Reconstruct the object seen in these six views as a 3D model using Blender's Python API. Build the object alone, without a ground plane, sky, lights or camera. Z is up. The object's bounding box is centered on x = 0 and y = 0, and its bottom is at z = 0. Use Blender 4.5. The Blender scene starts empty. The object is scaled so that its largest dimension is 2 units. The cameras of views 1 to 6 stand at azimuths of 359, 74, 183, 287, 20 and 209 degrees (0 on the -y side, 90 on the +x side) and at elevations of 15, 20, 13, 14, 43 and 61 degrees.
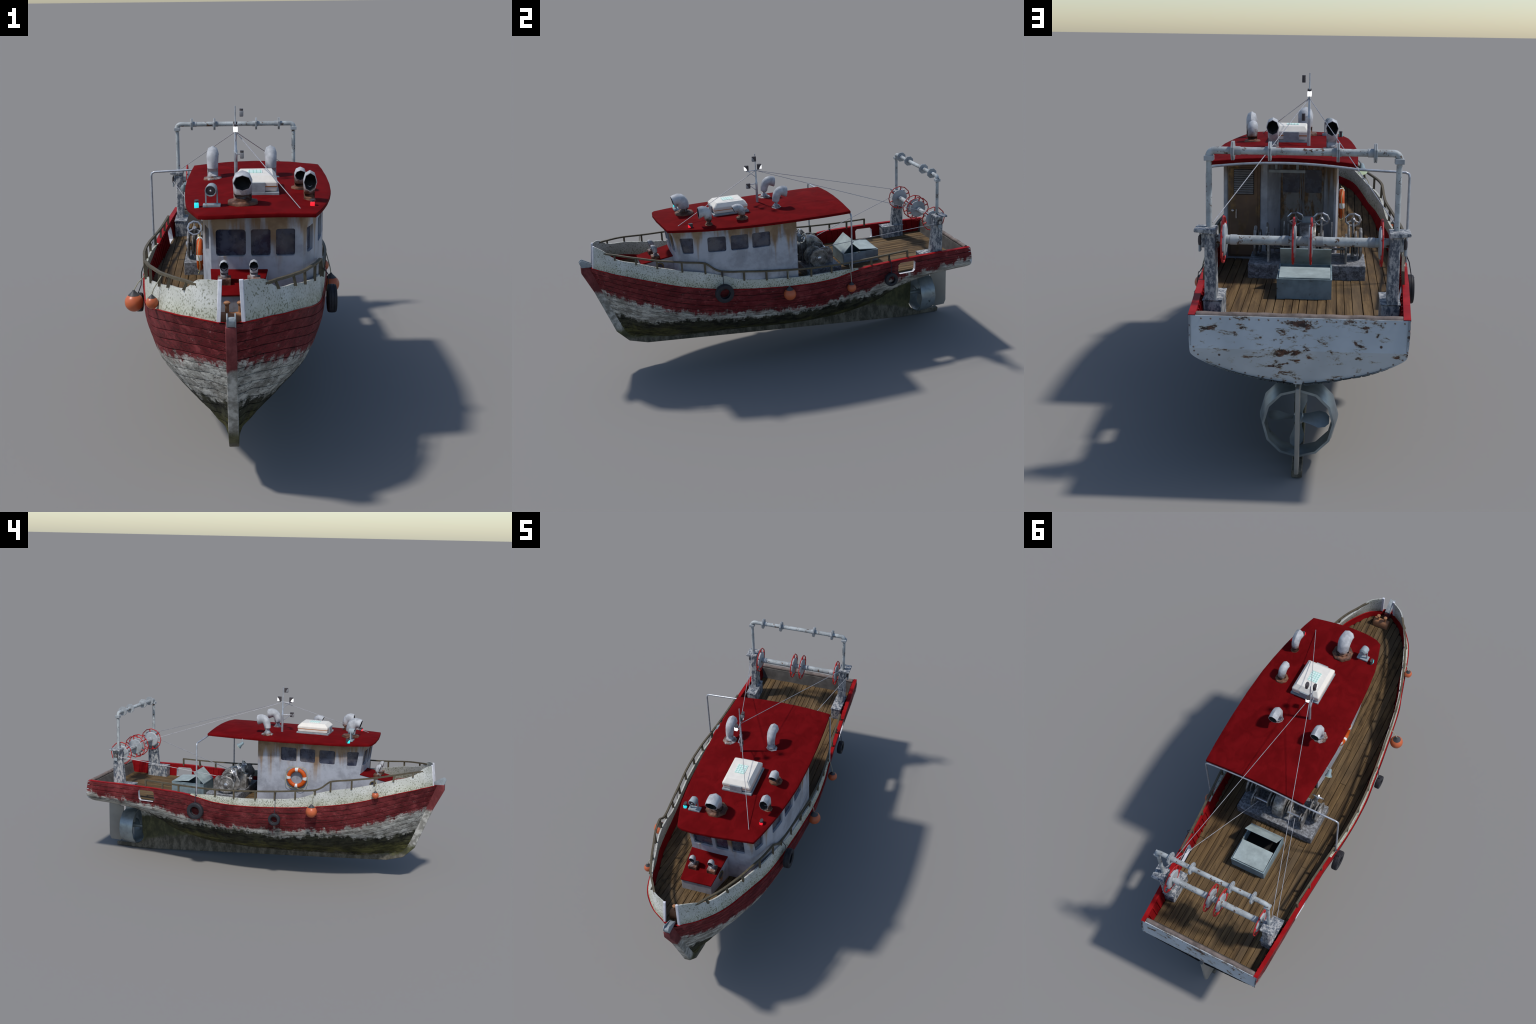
# Wooden fishing trawler with a red wheelhouse roof, built part by part.
import bpy, bmesh, math, random
import numpy as np
from mathutils import Vector, Matrix, noise

RNG = random.Random(11)
XC = -0.005                      # centre plane of the hull

# ------------------------------------------------------------------ helpers
def pchip(xs, ys):
    xs = np.asarray(xs, float); ys = np.asarray(ys, float)
    h = np.diff(xs); d = np.diff(ys) / h
    m = np.zeros(len(xs)); m[0], m[-1] = d[0], d[-1]
    for i in range(1, len(xs) - 1):
        if d[i - 1] * d[i] > 0:
            w1, w2 = 2 * h[i] + h[i - 1], h[i] + 2 * h[i - 1]
            m[i] = (w1 + w2) / (w1 / d[i - 1] + w2 / d[i])
    def f(x):
        x = min(max(x, xs[0]), xs[-1])
        i = int(min(max(np.searchsorted(xs, x) - 1, 0), len(xs) - 2))
        t = (x - xs[i]) / h[i]
        return float((2*t**3 - 3*t*t + 1) * ys[i] + (t**3 - 2*t*t + t) * h[i] * m[i]
                     + (3*t*t - 2*t**3) * ys[i + 1] + (t**3 - t*t) * h[i] * m[i + 1])
    return f

def lerp(a, b, t):
    return a + (b - a) * t

class Geo:
    """Collects vertices and faces of one mesh."""
    def __init__(self):
        self.v, self.f = [], []
    def add(self, vs, fs):
        n = len(self.v)
        self.v += [tuple(p) for p in vs]
        self.f += [tuple(i + n for i in q) for q in fs]
        return self
    def box(self, lo, hi, M=None):
        x0, y0, z0 = lo; x1, y1, z1 = hi
        vs = [Vector(p) for p in [(x0,y0,z0),(x1,y0,z0),(x1,y1,z0),(x0,y1,z0),(x0,y0,z1),(x1,y0,z1),(x1,y1,z1),(x0,y1,z1)]]
        if M: vs = [M @ p for p in vs]
        return self.add(vs, [(0,3,2,1),(4,5,6,7),(0,1,5,4),(1,2,6,5),(2,3,7,6),(3,0,4,7)])
    def hexa(self, bottom, top):
        """Block between two four-point loops."""
        return self.add(list(bottom) + list(top), [(0,3,2,1),(4,5,6,7),(0,1,5,4),(1,2,6,5),(2,3,7,6),(3,0,4,7)])
    def grid(self, rows, close=False):
        n, m = len(rows), len(rows[0])
        vs = [p for r in rows for p in r]; fs = []
        for i in range(n - 1):
            for j in range(m if close else m - 1):
                k = (j + 1) % m
                fs.append((i*m + j, i*m + k, (i+1)*m + k, (i+1)*m + j))
        return self.add(vs, fs)
    def tube(self, pts, r, n=8, caps=True, phase=0.0, sx=1.0):
        pts = [Vector(p) for p in pts]
        rs = r if isinstance(r, (list, tuple)) else [r] * len(pts)
        T = []
        for i in range(len(pts)):
            a = pts[max(i - 1, 0)]; b = pts[min(i + 1, len(pts) - 1)]
            if 0 < i < len(pts) - 1:
                d = (pts[i] - a).normalized() + (b - pts[i]).normalized()
            else:
                d = b - a
            T.append(d.normalized())
        up = Vector((0, 0, 1)) if abs(T[0].z) < 0.9 else Vector((0, 1, 0))
        u = T[0].cross(up).normalized(); rows = []
        for i, p in enumerate(pts):
            u = (u - T[i] * u.dot(T[i])).normalized(); w = T[i].cross(u)
            rows.append([p + (u * math.cos(phase + 2*math.pi*k/n) * sx + w * math.sin(phase + 2*math.pi*k/n)) * rs[i] for k in range(n)])
        s = len(self.v)
        self.grid(rows, close=True)
        if caps:
            self.f.append(tuple(s + k for k in reversed(range(n))))
            e = s + (len(pts) - 1) * n
            self.f.append(tuple(e + k for k in range(n)))
        return self
    def lathe(self, prof, origin, axis, n=12, cap0=True, cap1=True, phase=0.0):
        """prof: list of (radius, distance along the axis)."""
        o = Vector(origin); a = Vector(axis).normalized()
        u = a.orthogonal().normalized() if abs(a.z) < 0.99 else Vector((1, 0, 0))
        if abs(a.z) < 0.5: u = a.cross(Vector((0, 0, 1))).normalized()
        w = a.cross(u)
        rows = [[o + a * h + (u * math.cos(phase + 2*math.pi*k/n) + w * math.sin(phase + 2*math.pi*k/n)) * r for k in range(n)] for r, h in prof]
        s = len(self.v)
        self.grid(rows, close=True)
        if cap0: self.f.append(tuple(s + k for k in reversed(range(n))))
        if cap1:
            e = s + (len(prof) - 1) * n
            self.f.append(tuple(e + k for k in range(n)))
        return self
    def torus(self, c, axis, R, r, n=24, m=8, a0=0.0, a1=2*math.pi, flat=1.0):
        c = Vector(c); a = Vector(axis).normalized()
        u = a.cross(Vector((0, 0, 1))).normalized() if abs(a.z) < 0.95 else Vector((1, 0, 0))
        w = a.cross(u); full = abs(a1 - a0 - 2*math.pi) < 1e-6
        cnt = n if full else n + 1; rows = []
        for i in range(cnt):
            t = a0 + (a1 - a0) * i / n; d = u * math.cos(t) + w * math.sin(t)
            rows.append([c + d * (R + r * math.cos(2*math.pi*k/m)) + a * r * flat * math.sin(2*math.pi*k/m) for k in range(m)])
        s = len(self.v)
        if full: rows.append(rows[0])
        self.grid(rows, close=True)
        if not full:
            self.f.append(tuple(s + k for k in reversed(range(m))))
            self.f.append(tuple(s + (cnt - 1) * m + k for k in range(m)))
        return self
    def prism(self, poly, lo, hi, axis='z'):
        """Extrude a polygon; axis z: (x,y) -> z, axis x: (y,z) -> x, axis y: (x,z) -> y."""
        def P(p, h):
            return (p[0], p[1], h) if axis == 'z' else (h, p[0], p[1]) if axis == 'x' else (p[0], h, p[1])
        n = len(poly)
        vs = [P(p, lo) for p in poly] + [P(p, hi) for p in poly]
        fs = [tuple(reversed(range(n))), tuple(range(n, 2*n))] + [(i, (i+1) % n, n + (i+1) % n, n + i) for i in range(n)]
        return self.add(vs, fs)

ROOT = None
SHEAR = True
def obj(name, g, mat, parent=None, smooth=35, bevel=0.0, segs=1, merge=True, recalc=True, cut=None, jitter=0.0):
    me = bpy.data.meshes.new(name)
    me.from_pydata(g.v, [], g.f)
    bm = bmesh.new(); bm.from_mesh(me)
    if merge: bmesh.ops.remove_doubles(bm, verts=bm.verts, dist=1e-6)
    if cut: cut(bm)
    if recalc: bmesh.ops.recalc_face_normals(bm, faces=bm.faces)
    if bevel > 0:
        es = [e for e in bm.edges if len(e.link_faces) == 2 and e.calc_face_angle(0) > 0.5]
        bmesh.ops.bevel(bm, geom=es, offset=bevel, segments=segs, profile=0.5, affect='EDGES', clamp_overlap=True)
    if jitter:
        for v in bm.verts:
            v.co += noise.noise_vector(v.co * 60) * jitter
    if SHEAR:                                    # the hull lies a touch askew in its frame
        for v in bm.verts: v.co.x += .0046 * v.co.y - .003
    bm.to_mesh(me); bm.free()
    if smooth:
        for p in me.polygons: p.use_smooth = True
        me.set_sharp_from_angle(angle=math.radians(smooth))
    for m in (mat if isinstance(mat, (list, tuple)) else [mat]):
        me.materials.append(m)
    o = bpy.data.objects.new(name, me)
    bpy.context.scene.collection.objects.link(o)
    o.parent = parent or ROOT
    return o

def rounded_rect(cx, cy, w, h, r, seg=3):
    pts = []
    for sx, sy, a in ((1, 1, 0), (-1, 1, 90), (-1, -1, 180), (1, -1, 270)):
        for k in range(seg + 1):
            t = math.radians(a + 90 * k / seg)
            pts.append((cx + sx * (w/2 - r) + r * math.cos(t), cy + sy * (h/2 - r) + r * math.sin(t)))
    return pts

# ---------------------------------------------------------------- materials
class Mat:
    def __init__(self, name, rough=0.7, metal=0.0, spec=0.3):
        self.m = bpy.data.materials.new(name); self.m.use_nodes = True
        self.t = self.m.node_tree; self.n = self.t.nodes
        self.bsdf = self.n["Principled BSDF"]
        self.bsdf.inputs["Roughness"].default_value = rough
        self.bsdf.inputs["Metallic"].default_value = metal
        self.bsdf.inputs["Specular IOR Level"].default_value = spec
        self.tc = self.n.new("ShaderNodeTexCoord")
        self.co = self.tc.outputs["Object"]
    def link(self, a, b):
        self.t.links.new(a, b)
    def put(self, sock, val):
        if hasattr(val, "links") or hasattr(val, "is_linked"): self.link(val, sock)
        elif isinstance(val, (tuple, list)) and len(val) == 3 and sock.type == 'RGBA': sock.default_value = (*val, 1)
        else: sock.default_value = val
    def mapping(self, scale=(1, 1, 1), rot=(0, 0, 0), loc=(0, 0, 0), co=None):
        m = self.n.new("ShaderNodeMapping")
        m.inputs["Scale"].default_value = scale; m.inputs["Rotation"].default_value = rot; m.inputs["Location"].default_value = loc
        self.link(co or self.co, m.inputs["Vector"]); return m.outputs["Vector"]
    def noise(self, scale, stretch=(1, 1, 1), detail=4, rough=0.6, loc=(0, 0, 0), dist=0.0):
        n = self.n.new("ShaderNodeTexNoise")
        n.inputs["Scale"].default_value = scale; n.inputs["Detail"].default_value = detail
        n.inputs["Roughness"].default_value = rough; n.inputs["Distortion"].default_value = dist
        self.link(self.mapping(stretch, loc=loc), n.inputs["Vector"]); return n.outputs["Fac"]
    def voronoi(self, scale, stretch=(1, 1, 1), loc=(0, 0, 0), feature='F1'):
        n = self.n.new("ShaderNodeTexVoronoi"); n.feature = feature
        n.inputs["Scale"].default_value = scale
        self.link(self.mapping(stretch, loc=loc), n.inputs["Vector"]); return n.outputs["Distance"]
    def step(self, val, lo, hi):
        """Smooth ramp 0..1 between lo and hi (lo may exceed hi)."""
        n = self.n.new("ShaderNodeMapRange"); n.interpolation_type = 'SMOOTHSTEP'
        self.put(n.inputs["Value"], val)
        a, b, ta, tb = (lo, hi, 0, 1) if lo < hi else (hi, lo, 1, 0)
        n.inputs["From Min"].default_value = a; n.inputs["From Max"].default_value = b
        n.inputs["To Min"].default_value = ta; n.inputs["To Max"].default_value = tb
        return n.outputs["Result"]
    def math(self, op, a, b=0.0, c=None):
        n = self.n.new("ShaderNodeMath"); n.operation = op
        self.put(n.inputs[0], a); self.put(n.inputs[1], b)
        if c is not None: self.put(n.inputs[2], c)
        return n.outputs[0]
    def mix(self, fac, a, b, blend='MIX'):
        n = self.n.new("ShaderNodeMix"); n.data_type = 'RGBA'; n.blend_type = blend
        self.put(n.inputs[0], fac); self.put(n.inputs[6], a); self.put(n.inputs[7], b)
        return n.outputs[2]
    def ramp(self, fac, stops):
        n = self.n.new("ShaderNodeValToRGB"); e = n.color_ramp.elements
        while len(e) < len(stops): e.new(0.5)
        for i, (p, c) in enumerate(stops):
            e[i].position = p; e[i].color = (*c, 1)
        self.link(fac, n.inputs["Fac"]); return n.outputs["Color"]
    def xyz(self):
        s = self.n.new("ShaderNodeSeparateXYZ"); self.link(self.co, s.inputs[0]); return s.outputs
    def curve(self, val, pts, lo, hi):
        """Piecewise linear function of val; x range lo..hi, values 0..1."""
        n = self.n.new("ShaderNodeFloatCurve"); c = n.mapping.curves[0]
        P = [((x - lo) / (hi - lo), y) for x, y in pts]
        c.points[0].location = P[0]; c.points[1].location = P[-1]
        for p in P[1:-1]: c.points.new(*p)
        for p in c.points: p.handle_type = 'VECTOR'
        n.mapping.update()
        v = self.math('DIVIDE', self.math('SUBTRACT', val, lo), hi - lo)
        self.link(v, n.inputs["Value"]); return n.outputs["Value"]
    def bump(self, height, strength=0.3, dist=0.002):
        b = self.n.new("ShaderNodeBump"); b.inputs["Strength"].default_value = strength; b.inputs["Distance"].default_value = dist
        self.link(height, b.inputs["Height"]); self.link(b.outputs["Normal"], self.bsdf.inputs["Normal"])
    def color(self, c):
        self.put(self.bsdf.inputs["Base Color"], c); return self
    def rough(self, r):
        self.put(self.bsdf.inputs["Roughness"], r); return self
    def glow(self, c, s):
        self.bsdf.inputs["Emission Color"].default_value = (*c, 1); self.bsdf.inputs["Emission Strength"].default_value = s; return self
    def random(self):
        return self.n.new("ShaderNodeObjectInfo").outputs["Random"]

def plain(name, col, rough=0.7, metal=0.0, var=0.25, scale=40, spec=0.3):
    m = Mat(name, rough, metal, spec)
    n = m.noise(scale, detail=5)
    dark = tuple(c * (1 - var) for c in col); lite = tuple(min(c * (1 + var), 1) for c in col)
    m.color(m.ramp(n, [(0.3, dark), (0.7, lite)])); m.bump(n, 0.15, 0.001)
    return m.m

# paint lines on the hull: height of each border along the boat
RED_WHITE = [(-1, .43), (-.89, .43), (-.75, .388), (-.6, .345), (-.45, .312), (-.25, .298), (-.05, .29), (.14, .278), (.23, .29), (.34, .302), (.45, .325), (.57, .352), (.69, .366), (.81, .37), (.93, .382), (1, .4)]
WHITE_BLACK = [(-1, .32), (-.86, .298), (-.78, .28), (-.72, .27), (-.58, .27), (-.46, .283), (-.18, .253), (-.04, .26), (.14, .266), (.31, .272), (.44, .272), (.58, .292), (.72, .306), (.85, .27), (1, .2)]
BLACK_GREEN = [(-1, .24), (-.8, .225), (-.5, .205), (-.1, .185), (.3, .2), (.5, .235), (.7, .262), (1, .26)]
GREEN_BROWN = [(-1, .15), (-.75, .145), (-.5, .122), (0, .098), (.3, .1), (.45, .12), (.6, .095), (.8, .04), (1, .03)]

def hull_paint():
    m = Mat("hull_paint", 0.75, spec=0.12)
    x, y, z = m.xyz()
    streak = m.noise(26, (.5, 1, .22), detail=6, rough=0.7)         # vertical drips
    grainy = m.noise(60, (1, .35, 1.4), detail=5, rough=0.7, loc=(3, 1, 2))
    wob = m.math('ADD', m.math('MULTIPLY', m.math('SUBTRACT', streak, .5), .13), m.math('MULTIPLY', m.math('SUBTRACT', m.noise(70, (1, .4, 1.1), detail=6, rough=.75, loc=(2, 2, 7)), .5), .10))
    def above(table, soft, w=1.0):
        h = m.curve(y, table, -1, 1)
        d = m.math('SUBTRACT', m.math('ADD', z, m.math('MULTIPLY', wob, w)), h)
        return m.step(d, -soft, soft)
    big = m.noise(9, (1, 1, 1), detail=5, loc=(5, 5, 5))
    fine = m.noise(90, (1, .25, 1), detail=4)
    blotch = m.noise(24, (1, .7, 1), detail=6, rough=.7, loc=(6, 1, 8))
    red = m.mix(m.step(big, .35, .7), (.115, .014, .017), (.185, .032, .035))
    red = m.mix(m.math('MULTIPLY', m.step(blotch, .5, .68), .7), red, (.055, .008, .010))
    red = m.mix(m.math('MULTIPLY', m.step(fine, .52, .72), .55), red, (.07, .009, .011))
    red = m.mix(m.math('MULTIPLY', m.step(blotch, .47, .33), .7), red, (.27, .055, .058))
    scuff = m.step(m.noise(44, (1, .6, .8), detail=7, rough=.78, loc=(9, 2, 1)), .61, .67)
    red = m.mix(m.math('MULTIPLY', scuff, .5), red, (.36, .21, .20))
    white = m.mix(m.step(m.noise(30, (1, .3, 1.2), detail=6, rough=.7, loc=(1, 7, 3)), .36, .62), (.20, .19, .17), (.50, .49, .45))
    white = m.mix(m.math('MULTIPLY', m.step(blotch, .48, .68), .55), white, (.17, .165, .14))
    black = m.mix(m.step(blotch, .38, .62), (.013, .013, .010), (.05, .05, .032))
    green = m.mix(m.step(m.noise(18, (1, .6, 1), detail=6, rough=.7, loc=(4, 4, 4)), .35, .68), (.016, .017, .008), (.105, .10, .035))
    brown = m.mix(m.step(m.noise(34, (1, 1, .4), detail=6, rough=.75, loc=(2, 8, 4)), .38, .66), (.045, .042, .03), (.17, .155, .125))
    c = m.mix(above(GREEN_BROWN, .018), brown, green)
    c = m.mix(above(BLACK_GREEN, .028), c, black)
    c = m.mix(above(WHITE_BLACK, .012), c, white)
    c = m.mix(above(RED_WHITE, .013), c, red)
    # weathered cracks along the grain
    crack = m.noise(22, (1, .09, 2.4), detail=5, rough=.6, loc=(7, 3, 1))
    line = m.math('ABSOLUTE', m.math('SUBTRACT', crack, .5))
    cr = m.math('MULTIPLY', m.step(line, .018, .004), .75)
    c = m.mix(cr, c, (.02, .015, .012))
    m.color(c)
    m.bump(m.math('ADD', m.math('MULTIPLY', streak, .4), m.math('SUBTRACT', grainy, m.math('MULTIPLY', cr, .8))), .45, .003)
    return m.m

def stem_paint():
    m = Mat("stem_paint", 0.65, spec=0.25)
    x, y, z = m.xyz()
    n = m.noise(22, (1, 1, .6), detail=6, rough=.7)
    zz = m.math('ADD', z, m.math('MULTIPLY', m.math('SUBTRACT', n, .5), .06))
    red = m.mix(m.step(n, .4, .65), (.12, .022, .024), (.20, .045, .047))
    white = m.mix(m.step(m.noise(40, detail=6, loc=(2, 2, 2)), .38, .65), (.20, .195, .175), (.46, .45, .42))
    green = m.mix(m.step(n, .35, .7), (.045, .046, .024), (.115, .113, .055))
    brown = m.mix(m.step(m.noise(34, (1, 1, .5), detail=6, rough=.75, loc=(2, 8, 4)), .38, .66), (.06, .055, .042), (.17, .155, .125))
    low = m.mix(m.step(m.math('SUBTRACT', zz, m.curve(y, GREEN_BROWN, -1, 1)), -.012, .012), brown, green)
    c = m.mix(m.step(zz, .19, .225), low, white)
    c = m.mix(m.step(zz, .405, .425), c, red)
    m.color(c); m.bump(n, .35, .003)
    return m.m

def speckled_white():
    m = Mat("mossy_white_paint", .6)
    x, y, z = m.xyz()
    h = m.math('SUBTRACT', z, m.curve(y, [(a, b) for a, b in zip(GY, GZ)], -1, 1))
    base = m.mix(m.step(m.noise(14, detail=4), .35, .7), (.46, .465, .42), (.58, .585, .55))
    sp = m.noise(210, (1, .9, .7), detail=3, rough=.6, loc=(3, 3, 3))
    patch = m.noise(16, detail=4, loc=(8, 1, 0))
    low = m.step(h, .06, .0)
    v = m.math('ADD', m.math('ADD', sp, m.math('MULTIPLY', m.math('SUBTRACT', patch, .5), .2)), m.math('MULTIPLY', low, .06))
    c = m.mix(m.math('MULTIPLY', low, m.math('ADD', .2, m.math('MULTIPLY', patch, .6))), base, (.42, .43, .29))
    c = m.mix(m.math('MULTIPLY', m.step(v, .525, .68), .85), c, (.12, .125, .07))
    m.color(c); m.bump(sp, .25, .002)
    return m.m

def cabin_paint():
    m = Mat("weathered_cabin_paint", .55, spec=.35)
    x, y, z = m.xyz()
    blot = m.noise(11, detail=6, rough=.65)
    base = m.mix(m.step(blot, .36, .62), (.27, .28, .315), (.395, .41, .46))
    dirt = m.noise(19, (1, 1, .6), detail=6, rough=.7, loc=(2, 6, 1))
    base = m.mix(m.math('MULTIPLY', m.step(dirt, .54, .72), .6), base, (.16, .16, .18))
    st = m.noise(17, (1, 1, .06), detail=4, rough=.6, loc=(4, 1, 0))
    top = m.step(z, .60, .77)
    rust = m.math('MULTIPLY', m.step(m.math('ADD', st, m.math('MULTIPLY', top, .24)), .55, .72), m.step(z, .5, .66))
    c = m.mix(m.math('MULTIPLY', rust, .9), base, m.mix(m.step(blot, .4, .6), (.19, .105, .04), (.27, .17, .08)))
    long = m.step(m.noise(12, (1, 1, .02), detail=3, loc=(9, 3.3, 0)), .65, .71)
    c = m.mix(m.math('MULTIPLY', long, .65), c, (.24, .12, .03))
    m.color(c); m.bump(m.noise(120, detail=4), .2, .0015)
    return m.m

def roof_red(name="roof_red_paint", a=(.105, .0025, .0035), b=(.15, .004, .0055), rough=.8):
    m = Mat(name, rough, spec=.03)
    n = m.noise(16, (1, .8, 1), detail=5, dist=.6)
    m.color(m.mix(m.step(n, .3, .7), a, b)); m.bump(n, .35, .006)
    return m.m

def deck_wood():
    m = Mat("deck_wood", .75, spec=.2)
    g = m.noise(70, (1, .055, 1), detail=6, rough=.65)
    p = m.noise(6, (1, .8, 1), detail=4, loc=(3, 0, 0))
    c = m.ramp(g, [(.28, (.028, .016, .007)), (.48, (.108, .066, .029)), (.72, (.215, .138, .062))])
    c = m.mix(m.math('MULTIPLY', m.step(p, .48, .7), .6), c, (.045, .032, .019))
    q = m.noise(30, (1, .35, 1), detail=5, rough=.7, loc=(1, 5, 2))
    c = m.mix(m.math('MULTIPLY', m.step(q, .55, .68), .6), c, (.03, .02, .011))
    r = m.random()
    c = m.mix(m.math('MULTIPLY', r, .45), c, m.mix(r, (.075, .047, .023), (.14, .10, .06)))
    m.color(c); m.bump(g, .5, .002)
    return m.m

def rusty(name, base, rust, lo=.60, hi=.68, scale=30, stretch=(1, 1, 1), rough=.55, metal=0.0, loc=(0, 0, 0), mottled=.2):
    m = Mat(name, rough, metal, .35)
    n = m.noise(scale, stretch, detail=6, rough=.68, loc=loc)
    k = m.noise(scale * .6, detail=4, loc=(7, 7, 7))
    b = m.mix(m.step(k, .35, .65), tuple(c * (1 - mottled) for c in base), tuple(min(c * (1 + mottled), 1) for c in base))
    r = m.mix(m.step(m.noise(scale * 3, detail=3), .4, .6), tuple(c * .45 for c in rust), rust)
    m.color(m.mix(m.step(n, lo, hi), b, r)); m.bump(n, .25, .0015)
    return m.m

def cowl_paint(name, z0, z1):
    """Grey paint; rust eats the foot of the ventilator."""
    m = Mat(name, .6, .0, .3)
    x, y, z = m.xyz()
    n = m.noise(55, detail=6, rough=.7); k = m.noise(30, detail=4, loc=(4, 4, 4))
    b = m.mix(m.step(k, .35, .65), (.33, .34, .36), (.50, .51, .53))
    zz = m.math('ADD', z, m.math('MULTIPLY', m.math('SUBTRACT', n, .5), .07))
    r = m.mix(m.step(k, .4, .62), (.06, .022, .012), (.21, .095, .055))
    c = m.mix(m.step(zz, z1, z0), b, r)
    m.color(c); m.bump(n, .25, .0015)
    return m.m

def chipped(name, a, b, lo=.5, hi=.53, scale=24, stretch=(1, 1, .6), rough=.6):
    m = Mat(name, rough, 0, .3)
    n = m.noise(scale, stretch, detail=8, rough=.72)
    f = m.noise(scale * 4, detail=4)
    A = m.mix(m.step(f, .4, .6), tuple(c * .75 for c in a), tuple(c * 1.2 for c in a))
    m.color(m.mix(m.step(n, lo, hi), A, b)); m.bump(n, .2, .001)
    return m.m

def transom_paint():
    m = Mat("transom_steel_paint", .5, spec=.35)
    x, y, z = m.xyz()
    n = m.noise(22, (1, 1, 2.5), detail=9, rough=.74, dist=.3)
    patch = m.noise(11, (1, 1, 1.5), detail=2, loc=(2.65, 0, .2))
    centre = m.math('SUBTRACT', 1, m.math('MULTIPLY', m.math('ABSOLUTE', x), 3.4))
    v = m.math('ADD', m.math('ADD', n, m.math('MULTIPLY', centre, .075)), m.math('MULTIPLY', m.math('SUBTRACT', patch, .5), .42))
    dots = m.step(m.voronoi(30, (1, 0, 1)), .16, .09)
    base = m.mix(m.step(m.noise(5, detail=4), .3, .7), (.37, .405, .435), (.47, .51, .545))
    halo = m.mix(m.math('MULTIPLY', m.step(v, .57, .65), .8), base, (.27, .235, .165))
    rustc = m.mix(m.step(m.noise(60, detail=4), .4, .6), (.03, .015, .012), (.10, .043, .027))
    c = m.mix(m.step(v, .62, .66), halo, rustc)
    c = m.mix(m.math('MULTIPLY', dots, m.step(m.noise(6, detail=2, loc=(1, 1, 1)), .46, .56)), c, (.06, .03, .018))
    m.color(c); m.bump(n, .15, .001)
    return m.m

def glass():
    m = Mat("grimy_window_glass", .28, spec=.5)
    n = m.noise(22, detail=6, rough=.65); k = m.noise(13, detail=3, loc=(5, 2, 2))
    c = m.mix(m.step(n, .38, .66), (.018, .021, .042), (.055, .062, .095))
    c = m.mix(m.math('MULTIPLY', m.step(k, .45, .66), .6), c, (.12, .11, .115))
    m.color(c); m.rough(m.mix(m.step(n, .4, .7), (.2, .2, .2), (.5, .5, .5)))
    return m.m

def winch_metal():
    m = Mat("oily_winch_metal", .42, .45, .5)
    n = m.noise(42, detail=6, rough=.7)
    m.color(m.ramp(n, [(.30, (.07, .062, .056)), (.5, (.25, .235, .22)), (.68, (.52, .51, .50))]))
    m.rough(m.math('ADD', m.math('MULTIPLY', n, .35), .25)); m.bump(n, .2, .001)
    return m.m

def raft_label():
    m = Mat("raft_label_print", .6)
    b = m.n.new("ShaderNodeTexBrick"); b.offset = 0.0
    b.inputs["Color1"].default_value = (.62, .80, .74, 1); b.inputs["Color2"].default_value = (.70, .82, .78, 1); b.inputs["Mortar"].default_value = (.22, .5, .38, 1)
    b.inputs["Scale"].default_value = 1; b.inputs["Mortar Size"].default_value = .0009
    b.inputs["Brick Width"].default_value = .0115; b.inputs["Row Height"].default_value = .0115
    m.link(m.mapping(loc=(.0, .0, 0)), b.inputs["Vector"])
    m.color(b.outputs["Color"])
    return m.m

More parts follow.
